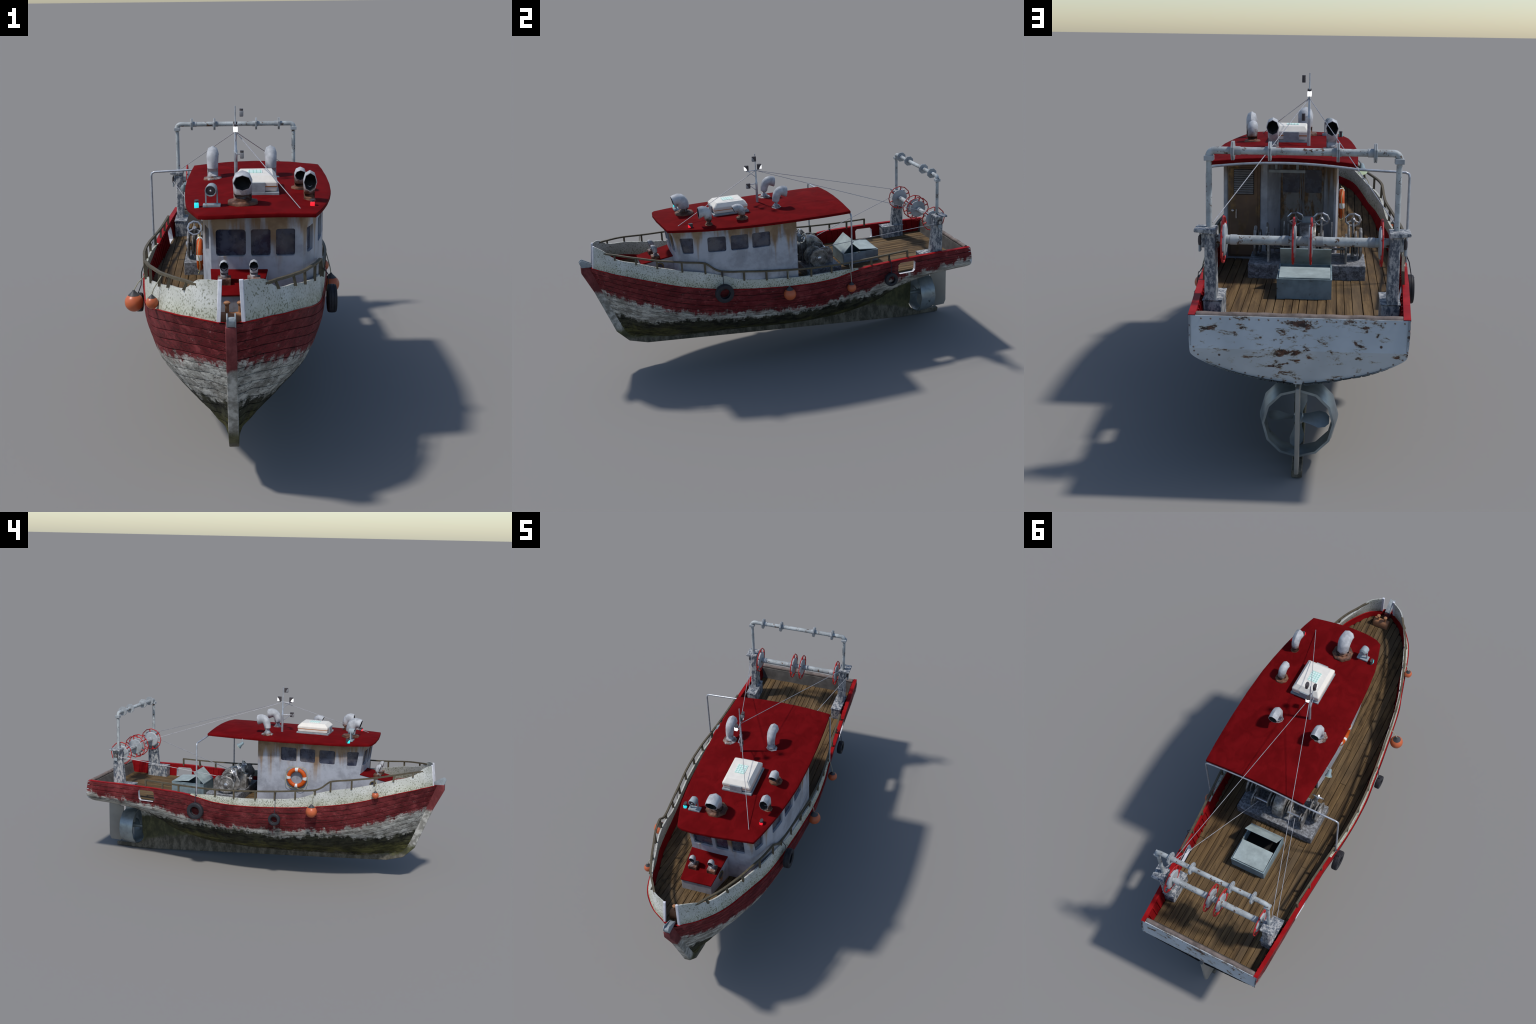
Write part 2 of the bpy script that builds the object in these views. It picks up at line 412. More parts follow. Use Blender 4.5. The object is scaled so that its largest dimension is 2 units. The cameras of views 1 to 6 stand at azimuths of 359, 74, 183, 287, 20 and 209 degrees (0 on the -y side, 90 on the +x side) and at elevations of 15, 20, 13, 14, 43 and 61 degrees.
M = {}
def build_materials():
    M['hull'] = hull_paint(); M['stem'] = stem_paint(); M['white'] = speckled_white(); M['cabin'] = cabin_paint()
    M['roof'] = roof_red(); M['rail_red'] = roof_red("gunwale_red_paint", (.24, .006, .008), (.34, .012, .014), .4)
    M['wood'] = deck_wood(); M['glass'] = glass(); M['winch'] = winch_metal(); M['transom'] = transom_paint()
    M['engine'] = plain("dark_engine_metal", (.075, .075, .08), .5, .3, var=.4)
    M['throat'] = plain("sooty_throat", (.03, .028, .028), .85)  # dark throat
    M['dark'] = plain("dark_void", (.012, .011, .010), .9)  # near-black colour paints in the shade of seams too fine to darken themselves
    M['rail'] = plain("brown_handrail_paint", (.095, .078, .05), .6, scale=60)
    M['pipe'] = plain("galvanised_pipe", (.42, .44, .48), .35, .5)
    M['rope'] = plain("pale_rope", (.30, .29, .22), .8, scale=200)
    M['wire'] = plain("steel_wire", (.36, .36, .38), .5, .3)
    M['black'] = plain("dark_line", (.025, .025, .035), .7)
    M['rubber'] = plain("tyre_rubber", (.022, .022, .027), .6, scale=80)
    M['buoy'] = plain("orange_float_plastic", (.47, .105, .036), .38, scale=12, var=.12, spec=.5)
    M['buoycap'] = plain("float_grey_cap", (.05, .05, .055), .5)
    M['orange'] = plain("lifebuoy_orange", (.50, .075, .006), .5, scale=15, var=.12)
    M['band'] = plain("lifebuoy_white_band", (.66, .66, .66), .5, var=.08)
    M['cord'] = plain("yellow_cord", (.42, .39, .2), .8, scale=200)
    M['pipe_white'] = rusty("rusty_white_pipe_paint", (.36, .385, .39), (.12, .06, .03), .555, .62, 48)
    M['gantry'] = chipped("chipped_blue_white_paint", (.095, .11, .135), (.40, .40, .395), .44, .58, 85, (1, 1, .5))
    M['disc'] = rusty("grey_disc_paint", (.33, .35, .365), (.2, .12, .07), .68, .76, 20)
    M['ring'] = plain("red_ring_paint", (.42, .02, .02), .5, var=.15)
    M['crate'] = rusty("blue_grey_crate_paint", (.19, .25, .272), (.10, .07, .04), .62, .7, 30, rough=.5)
    M['lid'] = rusty("pale_crate_lid_paint", (.32, .375, .37), (.19, .13, .07), .6, .72, 20, rough=.5)
    M['base'] = chipped("worn_winch_plinth", (.10, .10, .105), (.30, .31, .33), .38, .66, 85, (1, 1, 1))
    M['raft'] = plain("cream_canister_plastic", (.74, .70, .63), .5, var=.08, scale=30)
    M['raft_orange'] = plain("orange_stripe", (.55, .2, .05), .5)
    M['raft_grey'] = plain("grey_cradle_paint", (.26, .29, .31), .55)
    M['label'] = raft_label()
    M['steel'] = rusty("zinc_steel", (.27, .31, .33), (.16, .17, .16), .6, .75, 18, (1, 1, 1), .38, .55)
    M['rudder'] = plain("rudder_plate", (.27, .26, .24), .45, .2, var=.12, scale=8)
    M['brown'] = plain("bollard_brown_paint", (.36, .17, .085), .6, var=.2, scale=20)
    M['lamp_dark'] = plain("lamp_housing", (.06, .052, .055), .55)
    M['lamp_white'] = Mat("lamp_lit_glass", .3).color((.9, .9, .9)).glow((1, 1, 1), .9).m
    M['lamp_grey'] = plain("lamp_unlit_glass", (.22, .22, .23), .2)
    M['lamp_pale'] = Mat("deck_lamp_glass", .3).color((.62, .74, .55)).glow((.75, .9, .62), .35).m
    M['cyan'] = Mat("cyan_navigation_light", .3).color((.02, .6, .65)).glow((.03, .75, .8), .75).m
    M['red_lamp'] = Mat("red_navigation_light", .3).color((.8, .02, .03)).glow((1, .02, .04), .75).m
    M['lamp_body'] = rusty("lamp_grey_paint", (.25, .29, .31), (.33, .15, .06), .62, .68, 30)
    M['door'] = rusty("stained_brown_door", (.135, .08, .05), (.26, .145, .045), .5, .68, 14, (1, 1, .3), .6)
    M['door_metal'] = rusty("peeling_metal_door", (.20, .19, .185), (.19, .105, .045), .46, .54, 20, (1, 1, .4), .55)
    M['louver'] = plain("louvre_slats", (.25, .24, .245), .6)
    M['chrome'] = plain("bright_metal", (.6, .6, .62), .3, .8)
    M['log'] = plain("worn_log", (.17, .135, .12), .7, var=.45, scale=26)
    M['inner_wood'] = plain("old_grey_planks", (.085, .078, .072), .8, var=.4, scale=20)
    M['port'] = plain("white_port_lining", (.62, .62, .66), .5, var=.15)
    M['brass'] = plain("brass_rim", (.22, .18, .09), .45, .5)
    M['lining'] = roof_red("bulwark_lining_red", (.16, .004, .006), (.24, .008, .010), .5)
    M['cowl_roof'] = cowl_paint("cowl_grey_rusty_foot", .785, .825)
    M['cowl_tall'] = cowl_paint("cowl_grey_clean", .765, .79)
    M['cowl_hatch'] = cowl_paint("cowl_grey_small", .585, .615)

# ---------------------------------------------------------------- hull form
GY = [-.99, -.95, -.935, -.9, -.85, -.8, -.75, -.7, -.65, -.6, -.5, -.4, -.3, -.2, -.1, 0, .1, .2, .3, .4, .5, .6, .7, .8, .9, .985]
GH = [.010, .028, .045, .098, .143, .176, .197, .212, .226, .239, .268, .285, .297, .309, .320, .330, .333, .330, .323, .315, .309, .304, .298, .292, .286, .281]
GZ = [.560, .558, .5565, .557, .549, .541, .529, .516, .502, .488, .468, .452, .439, .4295, .424, .420, .4185, .4225, .438, .452, .456, .459, .460, .460, .459, .459]
half_breadth = pchip(GY, GH)
sheer = pchip(GY, GZ)
deck_z = pchip([-.95, -.9, -.8, -.7, -.543, -.4, -.2, 0, .3, .6, .98], [.536, .533, .517, .498, .459, .424, .397, .387, .386, .389, .393])
bulwark_top = pchip([-.935, -.925, -.895, -.865, -.83, -.8, -.75, -.67, -.6, -.54, -.45, -.335, -.28, -.19, -.05, .07, .19, .345],
                    [.666, .666, .660, .639, .620, .612, .604, .583, .568, .556, .542, .511, .490, .475, .466, .460, .460, .452])

lean_in = pchip([-.937, -.893, -.83, -.75, -.65, -.5, -.4, .345], [.0115, .018, .029, .026, .018, .012, .010, .010])   # tumblehome of the bow bulwark
ST_Y = [-.955, -.9, -.8, -.65, -.45, -.2, .05, .25, .45, .65, .82, .985]
ST_C = [  # (dy, half breadth, z) of five points below the gunwale
    [(.04, .014, .45), (.085, .014, .33), (.135, .014, .21), (.165, .014, .165), (.195, .014, .14)],
    [(.022, .077, .475), (.05, .066, .385), (.09, .047, .285), (.125, .031, .20), (.18, .014, .145)],
    [(.012, .147, .455), (.03, .127, .365), (.055, .096, .272), (.085, .056, .195), (.14, .014, .135)],
    [(.005, .209, .42), (.01, .184, .325), (.02, .128, .235), (.04, .064, .165), (.07, .014, .118)],
    [(0, .266, .38), (0, .230, .28), (0, .162, .205), (0, .072, .150), (0, .015, .11)],
    [(0, .301, .35), (0, .258, .25), (0, .178, .175), (0, .058, .127), (0, .016, .097)],
    [(0, .319, .34), (0, .271, .235), (0, .186, .158), (0, .058, .112), (0, .016, .088)],
    [(0, .313, .35), (0, .268, .25), (0, .196, .170), (0, .082, .119), (0, .016, .092)],
    [(0, .302, .385), (0, .268, .283), (0, .206, .205), (0, .106, .156), (0, .016, .125)],
    [(0, .297, .41), (0, .273, .333), (0, .204, .282), (0, .117, .255), (0, .016, .234)],
    [(0, .288, .395), (0, .271, .350), (0, .200, .312), (0, .115, .288), (0, .016, .273)],
    [(.013, .277, .386), (.008, .265, .354), (.004, .190, .318), (.0, .100, .294), (.0, .016, .281)],
]
ST_F = [[pchip(ST_Y, [s[k][c] for s in ST_C]) for c in range(3)] for k in range(5)]

def section(Y):
    """Control polygon of the station whose gunwale stands at Y: (y, half breadth, z)."""
    hb = half_breadth(Y) if Y > -.954 else .014
    pts = [(Y, max(hb, .014), sheer(Y))]
    for k in range(5):
        pts.append((Y + ST_F[k][0](Y), ST_F[k][1](Y), ST_F[k][2](Y)))
    return [Vector(p) for p in pts]

def hull_curve(Y, n=120):
    """Fine curve gunwale -> garboard, resampled to equal girth."""
    P = section(Y); Q = [P[0] * 2 - P[1]] + P + [P[-1] * 2 - P[-2]]
    out = []
    for i in range(1, len(Q) - 2):
        a, b, c, d = Q[i - 1:i + 3]
        for k in range(24):
            t = k / 24
            out.append(.5 * ((2 * b) + (c - a) * t + (2*a - 5*b + 4*c - d) * t*t + (3*b - a - 3*c + d) * t**3))
    out.append(P[-1])
    return out

class Hull:
    def __init__(self, ys):
        self.ys = ys; self.c = []; self.s = []
        for Y in ys:
            c = hull_curve(Y); s = [0.0]
            for i in range(1, len(c)): s.append(s[-1] + (c[i] - c[i - 1]).length)
            self.c.append(c); self.s.append(np.array(s) / s[-1])
    def at(self, j, v):
        s = self.s[j]; i = int(min(max(np.searchsorted(s, v) - 1, 0), len(s) - 2))
        t = (v - s[i]) / max(s[i + 1] - s[i], 1e-9)
        return self.c[j][i].lerp(self.c[j][i + 1], t)

def port_cut(bm, y0=.568, y1=.665, z0=.379, z1=.443, c=.010):
    """Cut the freeing port through a surface (planes across, then drop the middle)."""
    m = .03
    planes = [(Vector((0, y0, 0)), Vector((0, -1, 0))), (Vector((0, y1, 0)), Vector((0, 1, 0))), (Vector((0, 0, z0)), Vector((0, 0, -1))), (Vector((0, 0, z1)), Vector((0, 0, 1)))]
    for ys, yy in ((-1, y0), (1, y1)):
        for zs, zz in ((-1, z0), (1, z1)):
            n = Vector((0, ys, zs)).normalized()
            planes.append((Vector((0, yy - ys * c, zz)), n))
    def near(f):
        p = f.calc_center_median(); return y0 - m < p.y < y1 + m and z0 - m < p.z < z1 + m
    for co, no in planes:
        fs = [f for f in bm.faces if near(f)]
        if not fs: return
        geom = list({e for f in fs for e in f.edges} | {v for f in fs for v in f.verts} | set(fs))
        bmesh.ops.bisect_plane(bm, geom=geom, dist=1e-6, plane_co=co, plane_no=no)
    kill = [f for f in bm.faces if all((f.calc_center_median() - co).dot(no) < -1e-6 for co, no in planes)]
    bmesh.ops.delete(bm, geom=kill, context='FACES')

def hull_parts():
    ys = sorted(set([-.955 + .955 * (i / 70) ** 1.0 for i in range(71)] + [i / 60 * .985 for i in range(61)]))
    H = Hull(ys)
    hull = obj("hull", Geo().box((-.01, -.5, .2), (.01, .5, .25)), M['dark'])   # replaced below by the dark inner skin
    NS = 15
    # inner skin, just behind the planking
    g = Geo()
    for side in (1, -1):
        rows = []
        for j in range(len(ys)):
            r = []
            for k in range(25):
                p = H.at(j, k / 24); hb = max(p.y - .005, .004)
                r.append((XC + side * hb, p.x, p.z + .003 * k / 24))
            rows.append(r)
        g.grid(rows)
    tmp = obj("hull_inner_skin", g, M['dark'], recalc=False, cut=port_cut)
    old = hull.data; hull.data = tmp.data; bpy.data.objects.remove(tmp); bpy.data.meshes.remove(old)
    hull.data.name = "hull"
    # planking: strakes with a chamfered caulking seam between them
    for side in (1, -1):
        for s in range(NS):
            v0, v1 = s / NS, (s + 1) / NS
            fr = [0, .05, .2, .4, .6, .8, .95, 1]
            ins = [.0045, .0006, 0, 0, 0, 0, .0006, .0045]
            rows = []
            for j in range(len(ys)):
                r = []
                a, b = H.at(j, v0), H.at(j, v1)
                d = (b - a).normalized() if (b - a).length > 1e-6 else Vector((0, 0, -1))
                for f, i_ in zip(fr, ins):
                    gap = .026 if f in (0, 1) else 0
                    p = H.at(j, lerp(v0, v1, min(max(f, gap), 1 - gap)))
                    nrm = Vector((0, -d.z, d.y)); nrm.normalize()          # in the (hb, z) plane, outward
                    if nrm.y < 0: nrm = -nrm
                    und = noise.noise(Vector((p.x * 9, side * 3 + p.y * 25, p.z * 25))) * .0018
                    if s == 0 and f == 0: i_ = 0
                    off = und - i_
                    r.append((XC + side * max(p.y + nrm.y * off, .010), p.x, p.z + nrm.z * off))
                rows.append(r)
            g = Geo().grid(rows)
            o = obj("hull_plank", g, M['hull'], hull, smooth=50, cut=port_cut)
    # stem, keel and deadwood
    w = .0145
    stem = [(-.993, .562), (-.994, .53), (-.942, .423), (-.855, .195), (-.795, .133), (-.70, .105), (-.64, .13), (-.72, .17), (-.80, .26), (-.87, .42), (-.925, .558)]
    obj("stem_post", Geo().prism(stem, XC - w, XC + w, 'x'), M['stem'], bevel=.002)
    keel = [(-.70, .1055), (-.3, .0755), (.1, .046), (.5, .017), (.72, 0), (.775, 0), (.935, 0), (.937, .022), (.795, .026), (.772, .045), (.760, .07), (.768, .10), (.770, .14), (.772, .2), (.785, .25), (.79, .285),
            (.6, .27), (.45, .18), (.25, .13), (0, .12), (-.3, .13), (-.64, .135)]
    obj("keel", Geo().prism(keel, XC - w, XC + w, 'x'), M['stem'], bevel=.002)
    return H

def strip(ys, fn):
    """Grid through fn(y) -> list of (half breadth, z, y) on both sides; returns (starboard, port) Geos."""
    res = []
    for side in (1, -1):
        g = Geo().grid([[(XC + side * h, yy, z) for h, z, yy in fn(y)] for y in ys]); res.append(g)
    return res

def gunwale_parts():
    ys = [-.945 + i * (.945 + .982) / 130 for i in range(131)]
    def inner(y):                       # inner edge of the cap
        return max(half_breadth(y) - .018, .002)
    # cap rail
    def cap(y):
        h, i, z = half_breadth(y) + (.0006 if y > .34 else -.0012), inner(y), sheer(y)
        return [(h, z - .001, y), (h, z + .002, y), (i, z + .002, y), (i, z - .003, y), (h, z - .001, y)]
    for g in strip(ys, cap): obj("gunwale_cap", g, M['rail_red'], smooth=30)
    # lining of the low bulwark, down to the deck
    def lining(y):
        i = inner(y); b = max(half_breadth(y) - .030, .001)
        return [(lerp(i, b, t), lerp(sheer(y), deck_z(y) - .006, t), y) for t in (0, .25, .5, .75, 1)]
    for g in strip(ys, lining): obj("bulwark_lining", g, M['lining'], cut=port_cut)
    # frames standing against the lining
    for side in (1, -1):
        g = Geo(); y = .06
        while y < .96:
            if not (.555 < y < .68):
                i, b = inner(y), half_breadth(y) - .030
                for t0, t1 in ((0.04, .98),):
                    p0, p1 = lerp(i, b, t0), lerp(i, b, t1); z0, z1 = lerp(sheer(y), deck_z(y), t0), lerp(sheer(y), deck_z(y), t1)
                    g.hexa([(XC + side * (p1 + .002), y - .004, z1), (XC + side * (p1 + .002), y + .004, z1), (XC + side * (p1 - .004), y + .003, z1), (XC + side * (p1 - .004), y - .003, z1)],
                           [(XC + side * (p0 + .002), y - .004, z0), (XC + side * (p0 + .002), y + .004, z0), (XC + side * (p0 - .004), y + .003, z0), (XC + side * (p0 - .004), y - .003, z0)])
            y += .034
        o = obj("bulwark_frame", g, M['lining']); o["kind"] = "stuff"
    # freeing port lining
    for side in (1, -1):
        y0, y1, z0, z1, c = .568, .665, .379, .443, .010
        loop = [(y0 + c, z0), (y1 - c, z0), (y1, z0 + c), (y1, z1 - c), (y1 - c, z1), (y0 + c, z1), (y0, z1 - c), (y0, z0 + c)]
        rows = []
        for k in range(2):
            r = []
            for y, z in loop:
                t = (sheer(y) - z) / (sheer(y) - deck_z(y) + .006)
                ho = half_breadth(y) - .004 * t - .001 - (.0035 if z < .40 else 0)
                hi = lerp(inner(y), half_breadth(y) - .030, t) - .001
                r.append((XC + side * (ho if k == 0 else hi), y, z))
            rows.append(r)
        obj("freeing_port", Geo().grid(rows, close=True), M['port'], smooth=20, recalc=False)
    # high white bulwark round the bow
    yb = [-.937 + i * (.345 + .937) / 120 for i in range(121)]
    def hb_bot(y): return max(half_breadth(y) - .006, .004)
    def hb_top(y):
        return max(half_breadth(y) - lean_in(y), .004)
    def wall(y):
        zb, zt = sheer(y) + .001, max(bulwark_top(y), sheer(y) + .003)
        yt = y + .013 * max(0, min(1, (-.85 - y) / .08)); t = .007
        out = []
        hb, ht = hb_bot(y), hb_top(y)
        n = 5
        for k in range(n + 1): out.append((lerp(hb, ht, k / n), lerp(zb, zt, k / n), lerp(y, yt, k / n)))
        for k in range(n, -1, -1): out.append((max(lerp(hb, ht, k / n) - t, .001), lerp(zb, zt, k / n), lerp(y, yt, k / n)))
        out.append(out[0]); return out
    for side, g in zip((1, -1), strip(yb, wall)):
        n = 13
        g.f.append(tuple(range(12))); e = 120 * 13; g.f.append(tuple(e + k for k in reversed(range(12))))
        obj("bow_bulwark", g, M['white'], smooth=40)
        # pale end post at the bow opening
        y = -.937; yt = -.937 + .013
        gp = Geo().hexa([(XC + side * (hb_bot(y) + .001), y - .003, sheer(y)), (XC + side * (hb_bot(y) - .009), y - .004, sheer(y)), (XC + side * (hb_bot(y) - .009), y + .006, sheer(y)), (XC + side * (hb_bot(y) + .003), y + .006, sheer(y))],
                        [(XC + side * (hb_top(y) + .001), yt - .003, .669), (XC + side * (hb_top(y) - .009), yt - .004, .669), (XC + side * (hb_top(y) - .009), yt + .006, .669), (XC + side * (hb_top(y) + .003), yt + .006, .669)])
        obj("bulwark_end_post", gp, M['port'], bevel=.001)
    return hb_top

RAIL = [(-.882, .645), (-.82, .639), (-.744, .629), (-.65, .614), (-.536, .601), (-.43, .588), (-.408, .573), (-.385, .553), (-.35, .537), (-.245, .525), (-.135, .514), (-.03, .507), (.09, .5), (.197, .495), (.31, .492), (.42, .492), (.52, .494), (.627, .497)]
rail_z = pchip([p[0] for p in RAIL], [p[1] for p in RAIL])
def rail_h(y):
    ins = .010 * max(0, min(1, (y - .2) / .4)) - .002
    return half_breadth(y - .012 * max(0, min(1, (-.6 - y) / .2))) - lean_in(y - .012 * max(0, min(1, (-.6 - y) / .2))) - ins

def rail_parts():
    fine = []
    y = -.882
    while y < .627:
        fine.append(y); y += .012
    fine.append(.627)
    for side in (1, -1):
        g = Geo().tube([(XC + side * rail_h(y), y, rail_z(y)) for y in fine], .0052, n=4, phase=math.pi / 4, sx=1.15)
        rail = obj("handrail", g, M['rail'], smooth=20)
        for y in (-.838, -.745, -.65, -.537, -.43, -.35, -.245, -.135, -.03, .09, .198, .31, .42, .52, .624):
            zb = bulwark_top(y) if y < .33 else sheer(y)
            h = rail_h(y); hb_ = lerp(h, half_breadth(y) - .013, .5)
            s = .0042
            g = Geo().hexa([(XC + side * hb_ - s, y - s, zb - .006), (XC + side * hb_ + s, y - s, zb - .006), (XC + side * hb_ + s, y + s, zb - .006), (XC + side * hb_ - s, y + s, zb - .006)],
                           [(XC + side * h - s, y - s, rail_z(y)), (XC + side * h + s, y - s, rail_z(y)), (XC + side * h + s, y + s, rail_z(y)), (XC + side * h - s, y + s, rail_z(y))])
            obj("rail_stanchion", g, M['rail'], rail, smooth=0)

def transom_parts():
    P = section(.985)
    prof = [(h, z) for y, h, z in hull_curve(.985)]
    # outer plate with its knuckle: y depends on height
    yk = lambda z: float(np.interp(z, [.27, .378, .459], [.974, .999, .9815]))
    left = [(-h, z) for h, z in prof][::4]; right = [(h, z) for h, z in prof if z > .3785][::4] + [(float(np.interp(.378, [z for h, z in reversed(prof)], [h for h, z in reversed(prof)])), .378)] + [(h, z) for h, z in prof if z < .3775][::4] + [prof[-1]]
    g = Geo(); rows = []
    N = 24
    for h, z in right:
        rows.append([(XC + h * (2 * k / N - 1), yk(z), z - .002 * 0) for k in range(N + 1)])
    g.grid(rows)
    back = [[(p[0], p[1] - .012, p[2]) for p in r] for r in rows]
    tr = Geo().grid(rows); n = len(tr.v)
    tr.grid([list(reversed(r)) for r in back])
    # close the rim
    rim_o = [r[0] for r in rows] + rows[-1][1:-1] + [r[-1] for r in reversed(rows)] + list(reversed(rows[0][1:-1]))
    rim_i = [(p[0], p[1] - .012, p[2]) for p in rim_o]
    tr.grid([rim_o, rim_i], close=True)
    t = obj("transom", tr, M['transom'], smooth=8)
    # rivets along the edge
    bolt = Geo().lathe([(.0026, 0), (.0022, .0012), (.0010, .0018)], (0, 0, 0), (0, 1, 0), 8, cap0=False)
    first = None
    pts = [(XC - .262 + .0245 * i * 1.0, .452) for i in range(22)]
    for h, z in prof[30::9]:
        for sgn in (1, -1): pts.append((XC + sgn * max(h - .006, 0), z + .006))
    for x, z in pts:
        y = yk(z)
        if first is None:
            first = obj("transom_rivet", bolt, M['log'], t); o = first
        else:
            o = first.copy(); bpy.context.scene.collection.objects.link(o)
        o.location = (x, y - .0002, z)
    # wooden inside of the stern and the worn log on top
    g = Geo().hexa([(XC - .262, .935, .380), (XC + .262, .935, .380), (XC + .262, .962, .380), (XC - .262, .962, .380)],
                   [(XC - .262, .957, .450), (XC + .262, .957, .450), (XC + .262, .970, .450), (XC - .262, .970, .450)])
    obj("stern_wall", g, M['inner_wood'], bevel=.002)
    g = Geo().tube([(XC - .262 + .524 * k / 24, .969 + .0008 * math.sin(k), .4560 + .0008 * math.sin(k * 1.7)) for k in range(25)], .0105, 10)
    obj("stern_log", g, M['log'], smooth=60)

def deck_parts():
    # dark sub-deck that shows in the seams
    ys = [-.94 + i * (.94 + .955) / 80 for i in range(81)]
    g = Geo().grid([[(XC - max(half_breadth(y) - .024, .002), y, deck_z(y) - .007), (XC + max(half_breadth(y) - .024, .002), y, deck_z(y) - .007)] for y in ys])
    deck = obj("deck", g, M['dark'])
    W = .0262
    def inner(y): return max(half_breadth(y) - .029, 0)
    edges = [-.31]
    while edges[-1] < .31: edges.append(edges[-1] + W * RNG.choice((.72, .9, 1, 1, 1.12)))
    for e0, e1 in zip(edges, edges[1:]):
        x0, x1 = e0 + RNG.uniform(.0007, .0013), e1 - RNG.uniform(.0007, .0013)
        yy = -.93; run = []
        joints = [-.5 + .75 * k + RNG.uniform(-.3, .3) for k in range(2)]
        ranges, cur = [], []
        y = -.93
        while y <= .9451:
            a, b = max(x0, -inner(y)), min(x1, inner(y))
            ok = b - a > .004
            if joints and y > joints[0]:
                joints.pop(0)
                if len(cur) > 3 and y < .85: ranges.append(cur); cur = []
            if ok: cur.append((y, a, b))
            elif cur: ranges.append(cur); cur = []
            y += .0125
        if cur: ranges.append(cur)
        for rg in ranges:
            if len(rg) < 2: continue
            dz = RNG.uniform(-.0008, .0008)
            top, bot, rows = [], [], []
            for k, (y, a, b) in enumerate(rg):
                if k == 0: y += .0008
                if k == len(rg) - 1 : y += .0117 if y < .93 else 0
                z = deck_z(y) + dz
                rows.append([(XC + a, y, z - .008), (XC + a, y, z - .0008), (XC + a + .0008, y, z), (XC + b - .0008, y, z), (XC + b, y, z - .0008), (XC + b, y, z - .008)])
            g = Geo().grid(rows)
            L = (len(rows) - 1) * 6
            g.f.append((0, 1, 2, 3, 4, 5)); g.f.append(tuple(L + k for k in (5, 4, 3, 2, 1, 0)))
            obj("deck_plank", g, M['wood'], deck, smooth=25)

# ---------------------------------------------------------------- wheelhouse
WALL_P = [(-.545, -.074), (-.533, -.077), (-.472, -.093), (-.41, -.102), (-.3, -.108), (-.2, -.110), (-.1, -.108), (.03, -.0995)]
WALL_S = [(-.545, .197), (-.536, .205), (-.473, .234), (-.41, .254), (-.3, .276), (-.2, .287), (-.1, .292), (.03, .2895)]
wall_p = pchip(*zip(*WALL_P)); wall_s = pchip(*zip(*WALL_S))
def front_y(z):                          # raked wheelhouse front
    return -.545 - max(0, z - .598) * .115

ROOF = [(-.160, .307), (-.1655, .204), (-.1715, .018), (-.1705, -.128), (-.163, -.281), (-.156, -.379), (-.147, -.457), (-.129, -.525), (-.109, -.592), (-.085, -.606), (-.031, -.614), (.062, -.613), (.139, -.605), (.235, -.592),
        (.252, -.54), (.268, -.478), (.285, -.4), (.301, -.305), (.312, -.217), (.319, -.09), (.321, .05), (.318, .2), (.312, .307)]
def roof_z(x, y):
    xm, hw = .072, .243
    crest = lerp(.774, .7785, max(0, min(1, (y + .6) / .9)))
    t = max(0, 1 - ((x - xm) / hw) ** 2)
    return .7615 + (crest - .7615) * t

def roof_parts():
    # slice the outline into rows along y, cambered across
    P = [p for p in ROOF if p[0] < .07]; Sx = [p for p in ROOF if p[0] > .07]
    port = sorted([(y, x) for x, y in ROOF[:9]]); star = sorted([(y, x) for x, y in ROOF[13:]])
    fx = [p[0] for p in ROOF[8:14]]; fy = [p[1] for p in ROOF[8:14]]
    rows_t = []
    N, K = 30, 44
    for j in range(K + 1):
        v = j / K; r = []
        for i in range(N + 1):
            u = i / N
            yl = lerp(-.592, .307, v)
            xl = float(np.interp(yl, [a for a, b in port], [b for a, b in port])); xr = float(np.interp(yl, [a for a, b in star], [b for a, b in star]))
            x = lerp(xl, xr, u)
            yf = float(np.interp(x, fx, fy)) + .592
            y = yl + yf * (1 - v) ** 3
            r.append((x, y, roof_z(x, y) + .0008 * noise.noise(Vector((x * 22, y * 16, 1)))))
        rows_t.append(r)
    def shrink(p, d, dz):
        cx, cy = .075, -.15
        v = Vector((p[0] - cx, p[1] - cy)); L = v.length; k = (L - d) / L if L > 1e-6 else 1
        return (cx + v.x * k, cy + v.y * k, p[2] + dz)
    g = Geo().grid(rows_t)
    bot = [[(p[0], p[1], p[2] - .0125) for p in r] for r in rows_t]
    g.grid([list(reversed(r)) for r in bot])
    def rim(rows): return [r[0] for r in rows] + rows[-1][1:-1] + [r[-1] for r in reversed(rows)] + list(reversed(rows[0][1:-1]))
    g.grid([rim(rows_t), rim(bot)], close=True)
    return obj("roof", g, M['roof'], smooth=30, bevel=.0018, segs=2)

CUTS = []
def wall_window(parent, corners, normal, mat='glass', recess=.011, name="window", cut=True):
    """corners: 4 points (bl, br, tr, tl). Rounded opening with the pane set back in it."""
    C = [Vector(c) for c in corners]; nrm = Vector(normal).normalized()
    def at(u, v): return C[0].lerp(C[1], u).lerp(C[3].lerp(C[2], u), v)
    w = (C[1] - C[0]).length; h = (C[3] - C[0]).length
    r = min(w, h) * .12; pts = []
    for sx, sy, a in ((1, 1, 0), (-1, 1, 90), (-1, -1, 180), (1, -1, 270)):
        for k in range(4):
            t = math.radians(a + 30 * k)
            pts.append((.5 + sx * (.5 - r / w) + r / w * math.cos(t), .5 + sy * (.5 - r / h) + r / h * math.sin(t)))
    ring = [at(u, v) for u, v in pts]; n = len(ring)
    sides = [(i, i + n, (i + 1) % n + n, (i + 1) % n) for i in range(n)]
    if cut: CUTS.append(([p + nrm * .012 for p in ring] + [p - nrm * recess for p in ring], [tuple(range(n)), tuple(reversed(range(n, 2 * n)))] + sides))
    d = -recess + .0015 if cut else .0012
    c = sum(ring, Vector()) / n
    pane = [c + (p - c) * 1.02 for p in ring] if cut else ring
    g = Geo().add([p + nrm * d for p in pane] + [p + nrm * (d - .003) for p in pane], [tuple(range(n)), tuple(reversed(range(n, 2 * n)))] + sides)
    return obj(name, g, M[mat], parent, smooth=0)

